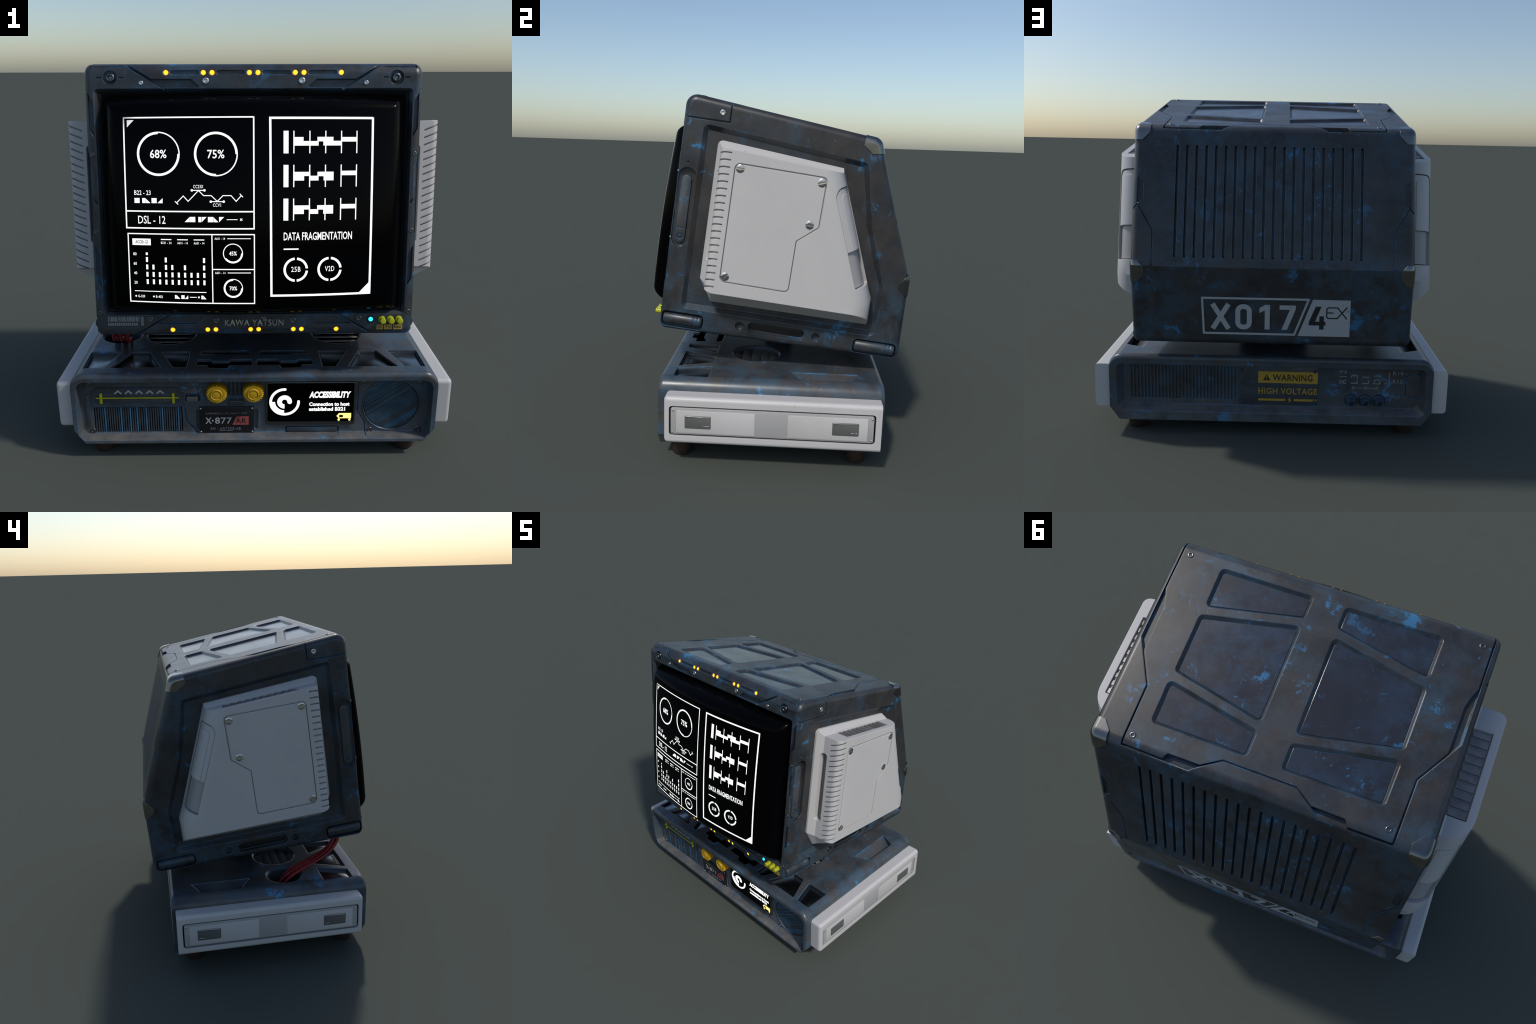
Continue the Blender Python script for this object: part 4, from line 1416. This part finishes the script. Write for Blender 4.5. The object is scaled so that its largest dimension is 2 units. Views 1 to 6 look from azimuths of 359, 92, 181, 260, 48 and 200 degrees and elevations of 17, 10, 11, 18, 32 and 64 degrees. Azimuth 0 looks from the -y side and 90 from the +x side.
# ---- speaker
cx, cz, R = 0.697, 0.2625, 0.1385
bas("speaker_ring", loft([[(x, y, z) for x, z in circle_pts(cx, cz, r, 56)] for y, r in ((FP + 0.001, 0.1505), (FP - 0.004, 0.1495), (FP - 0.0055, 0.1465), (FP - 0.003, 0.1420), (FP + 0.010, 0.1395), (FP + 0.0195, 0.139))], caps=False), DARK_FRONT)
bas("speaker_backing", cyl(cx, cz, 0.1455, "Y", FP + 0.0195, FP + 0.0145, n=48), VOID)
ang = math.radians(34)
dark_b, blue_b = BM(), BM()
K = 40
rng = random.Random(12)
for i in range(K):
    o = -R + (i + 0.5) * 2 * R / K
    h = math.sqrt(R * R - o * o) - 0.001
    if h < 0.01:
        continue
    bb = box(-h, h, FP + 0.003, FP + 0.012, -R / K * 0.62, R / K * 0.62, axis="Y")
    M = Matrix.Translation((cx, 0, cz)) @ Matrix.Rotation(-ang, 4, "Y") @ Matrix.Translation((0, 0, o))
    for v in bb.verts:
        v.co = M @ v.co
    merge(blue_b if rng.random() < 0.38 else dark_b, bb)
bas("speaker_bars", dark_b, DARK_SLAT, kind="stuff")
SPK_BLUE = plain("blue_speaker_bar", (0.045, 0.13, 0.215), 0.45, var=0.4)
bas("painted_speaker_bars", blue_b, SPK_BLUE, kind="stuff")
for x, z in ((0.5470, 0.3850), (0.5935, 0.1165), (0.8430, 0.1200), (0.8360, 0.3830), (-0.8400, 0.3880), (-0.8300, 0.1230)):
    put("bolt", BOLT_M, STEEL, base_o, (x, FP - 0.001, z), (0, -1, 0))

# ---- rear panel
rp = lambda u, v, d: (-u, RP - 0.0006 + 0.0020 * d, v)
bas("warning_plate", box(-0.2660, 0.1850, RP - 0.002, RP + 0.0045, 0.1690, 0.4050, 0.002), DARK_FRONT)
for x in (0.1650, -0.2455 - 0.005):
    for z in (0.1960, 0.3760):
        put("bolt", BOLT_S, DARK, base_o, (x, RP + 0.0045, z), (0, 1, 0))
wp = lambda u, v, d: (-u, RP + 0.0040 + 0.0016 * d, v)
wp2 = lambda u, v, d: (-u, RP + 0.0050 + 0.0014 * d, v)
b = poly_bm(rect(-0.0722, 0.2670, 0.3030, 0.3720), wp)
merge(b, text_bm("HIGH VOLTAGE", -0.0705, 0.2650, 0.2365, 0.2735, wp, bold=0.015, spacing=1.1))
strip_bm([(-0.0705, 0.2020), (0.0840, 0.2020)], 0.0125, wp, b, 1)
strip_bm([(0.1330, 0.2020), (0.2650, 0.2020)], 0.0125, wp, b, 1)
poly_bm([(0.1120, 0.2210), (0.0975, 0.1995), (0.1070, 0.1995), (0.1040, 0.1820), (0.1200, 0.2040), (0.1100, 0.2040)], wp, b)
bas("warning_marking", b, AMBER_PRINT)
b = text_bm("WARNING", 0.0100, 0.2370, 0.3170, 0.3560, wp2, bold=0.015, spacing=1.08)
poly_bm([(-0.0450, 0.3190), (-0.0030, 0.3190), (-0.0240, 0.3555)], wp2, b)
bas("warning_lettering", b, DARK_PRINT)
bas("warning_sign_mark", merge(poly_bm(rect(-0.0260, -0.0220, 0.3300, 0.3450), lambda u, v, d: (-u, RP + 0.0060 + 0.0012 * d, v)), poly_bm(rect(-0.0260, -0.0220, 0.3225, 0.3265), lambda u, v, d: (-u, RP + 0.0060 + 0.0012 * d, v))), AMBER_PRINT)
b = BM()
for t, x0, x1, z1 in (("R12", 0.3890, 0.4290, 0.3890), ("L3", 0.4550, 0.4950, 0.3640), ("L1", 0.5190, 0.5580, 0.3520), ("D1", 0.5840, 0.6230, 0.3600)):
    merge(b, text_bm(t, 0, z1 - 0.3075, 0, 1, lambda u, v, d: (-(x1 - v * (x1 - x0)), RP - 0.0006 + 0.0020 * d, 0.3075 + u), spacing=1.15, bold=0.008))
merge(b, text_bm("R14 -", 0.6930, 0.7740, 0.3645, 0.3875, rp, spacing=1.1, bold=0.008))
merge(b, text_bm("R15 -", 0.6930, 0.7720, 0.3145, 0.3380, rp, spacing=1.1, bold=0.008))
strip_bm([(0.6450, 0.3120), (0.6720, 0.3120), (0.6720, 0.3800)], 0.0045, rp, b, 1)
for x in (0.4700, 0.5400, 0.6055):
    arc_bm(x, 0.2830, 0.0045, 0.0085, 0, 360, rp, b, 20)
strip_bm([(0.4785, 0.2830), (0.5315, 0.2830)], 0.0030, rp, b, 1)
strip_bm([(0.5485, 0.2830), (0.5970, 0.2830)], 0.0030, rp, b, 1)
bas("connector_lettering", b, PAINT_MID)
for x in (-0.4610, -0.5405, -0.6195):
    b = revolve([(0.0330, -0.012), (0.0330, 0.004), (0.0300, 0.008), (0.0245, 0.008), (0.0225, 0.012), (0.0225, 0.044), (0.0205, 0.047), (0.0165, 0.047), (0.0150, 0.044), (0.0150, 0.018), (0.001, 0.018)], 32)
    add("jack", b, JACK, base_o, mw=frame((x, RP - 0.002, 0.2080), (0, 1, 0)))

# ---- feet
FOOT = finish_mesh(revolve([(0.044, 0.0), (0.049, 0.003), (0.0515, 0.008), (0.0575, 0.060), (0.0580, 0.105)], 32), "foot", 40)
for sx in (1, -1):
    for y in (-0.472, 0.482):
        new_obj("foot", FOOT, RUBBER, root, Matrix.Translation((sx * 0.781, y, 0.0)))

# ---- white side panels of the base
for s in (1, -1):
    OUT = Matrix.Translation((-s * 0.0038, 0, 0))
    b = BM()
    lo, hi = (0.900, -0.5300, 0.1540), (1.0, 0.5820, 0.4070)
    v = [[[b.verts.new((x, y, z)) for z in (lo[2], hi[2])] for y in (lo[1], hi[1])] for x in (lo[0], hi[0])]
    for f in ((v[0][0][0], v[0][0][1], v[0][1][1], v[0][1][0]), (v[1][0][0], v[1][1][0], v[1][1][1], v[1][0][1]),
              (v[0][0][0], v[1][0][0], v[1][0][1], v[0][0][1]), (v[0][1][0], v[0][1][1], v[1][1][1], v[1][1][0]),
              (v[0][0][0], v[0][1][0], v[1][1][0], v[1][0][0]), (v[0][0][1], v[1][0][1], v[1][1][1], v[0][1][1])):
        b.faces.new(f)
    es = [edge_between(b, v[1][0][0], v[1][1][0]), edge_between(b, v[1][0][1], v[1][1][1]), edge_between(b, v[1][0][0], v[1][0][1]), edge_between(b, v[0][0][0], v[1][0][0]), edge_between(b, v[0][0][1], v[1][0][1])]
    bmesh.ops.bevel(b, geom=es, offset=0.022, offset_type="OFFSET", segments=6, profile=0.5, affect="EDGES")
    if s < 0:
        m = mirrored(b)
        b.free()
        b = m
    IN = rect(-0.5010, 0.5510, 0.1985, 0.3590)
    b = boolean(b, [prism(IN, 0.017, "X", s * 1.05, s * 0.982, seg=5)])
    panel = add("side_panel", b, WHITE, root, weighted=True, mw=OUT)
    add("groove_shadow_fill", prism(IN, 0.016, "X", s * 0.978, s * 0.9865, seg=5), VOID, panel)  # black slab modelled to show the groove's deep shadow
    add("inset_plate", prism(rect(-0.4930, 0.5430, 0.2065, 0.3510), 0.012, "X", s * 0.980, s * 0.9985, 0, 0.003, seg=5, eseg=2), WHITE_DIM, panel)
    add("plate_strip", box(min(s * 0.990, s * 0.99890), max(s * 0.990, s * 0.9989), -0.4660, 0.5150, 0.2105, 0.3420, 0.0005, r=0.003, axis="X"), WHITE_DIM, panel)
    for y0, y1 in ((-0.4640, -0.0610), (0.1065, 0.5130)):
        add("plate_field", box(min(s * 0.990, s * 1.0), max(s * 0.990, s * 1.0), y0, y1, 0.2145, 0.3370, 0.001, r=0.003, axis="X"), WHITE, panel)
    for y0, y1 in ((-0.4205, -0.2855), (0.3315, 0.4670)):
        add("latch", box(min(s * 0.990, s * 1.0026), max(s * 0.990, s * 1.0026), y0, y1, 0.2415, 0.3110, 0.003, r=0.006, axis="X"), GREY, panel)
        add("latch_lip", box(min(s * 0.995, s * 1.0038), max(s * 0.995, s * 1.0038), y0 + 0.006, y0 + 0.058, 0.3010, 0.3080, 0.002, r=0.002, axis="X"), CHROME, panel)
        add("latch_glint_strip", box(min(s * 0.995, s * 1.0033), max(s * 0.995, s * 1.0033), y0 + 0.050, y1 - 0.006, 0.3040, 0.3080, 0.001, r=0.001, axis="X"), CHROME, panel)  # thin chrome bar drawing the highlight along the latch top
        for k in range(3):
            put("latch_dot", RIVET, CHROME, panel, (s * 0.9994, y1 - 0.034 + k * 0.0105, 0.2550), (s, 0, 0))
    for y in (-0.4825, 0.5320):
        for z in (0.2195, 0.3360):
            put("rivet", RIVET, CHROME, panel, (s * 0.9980, y, z), (s, 0, 0))

# ---- red cables from the cable hole up to the monitor
rng = random.Random(3)
ends = [(-0.708, -0.455), (-0.690, -0.440), (-0.668, -0.470), (-0.650, -0.448), (-0.630, -0.480)]
roots = [(-0.775, -0.070), (-0.755, -0.085), (-0.735, -0.060), (-0.715, -0.085), (-0.690, -0.075)]
for (ex, ey), (rx, ry) in zip(ends, roots):
    j = rng.uniform(-0.012, 0.012)
    p = bezier((rx, ry, 0.385), (rx, ry - 0.06, 0.545 + j), (ex, ey + 0.035 + j, 0.500 - j), (ex, ey, 0.672), 30)
    p += [Vector((ex, ey - 0.002, 0.70))]
    add("cable", tube(p, 0.0085, 10), RED, root, angle=60)
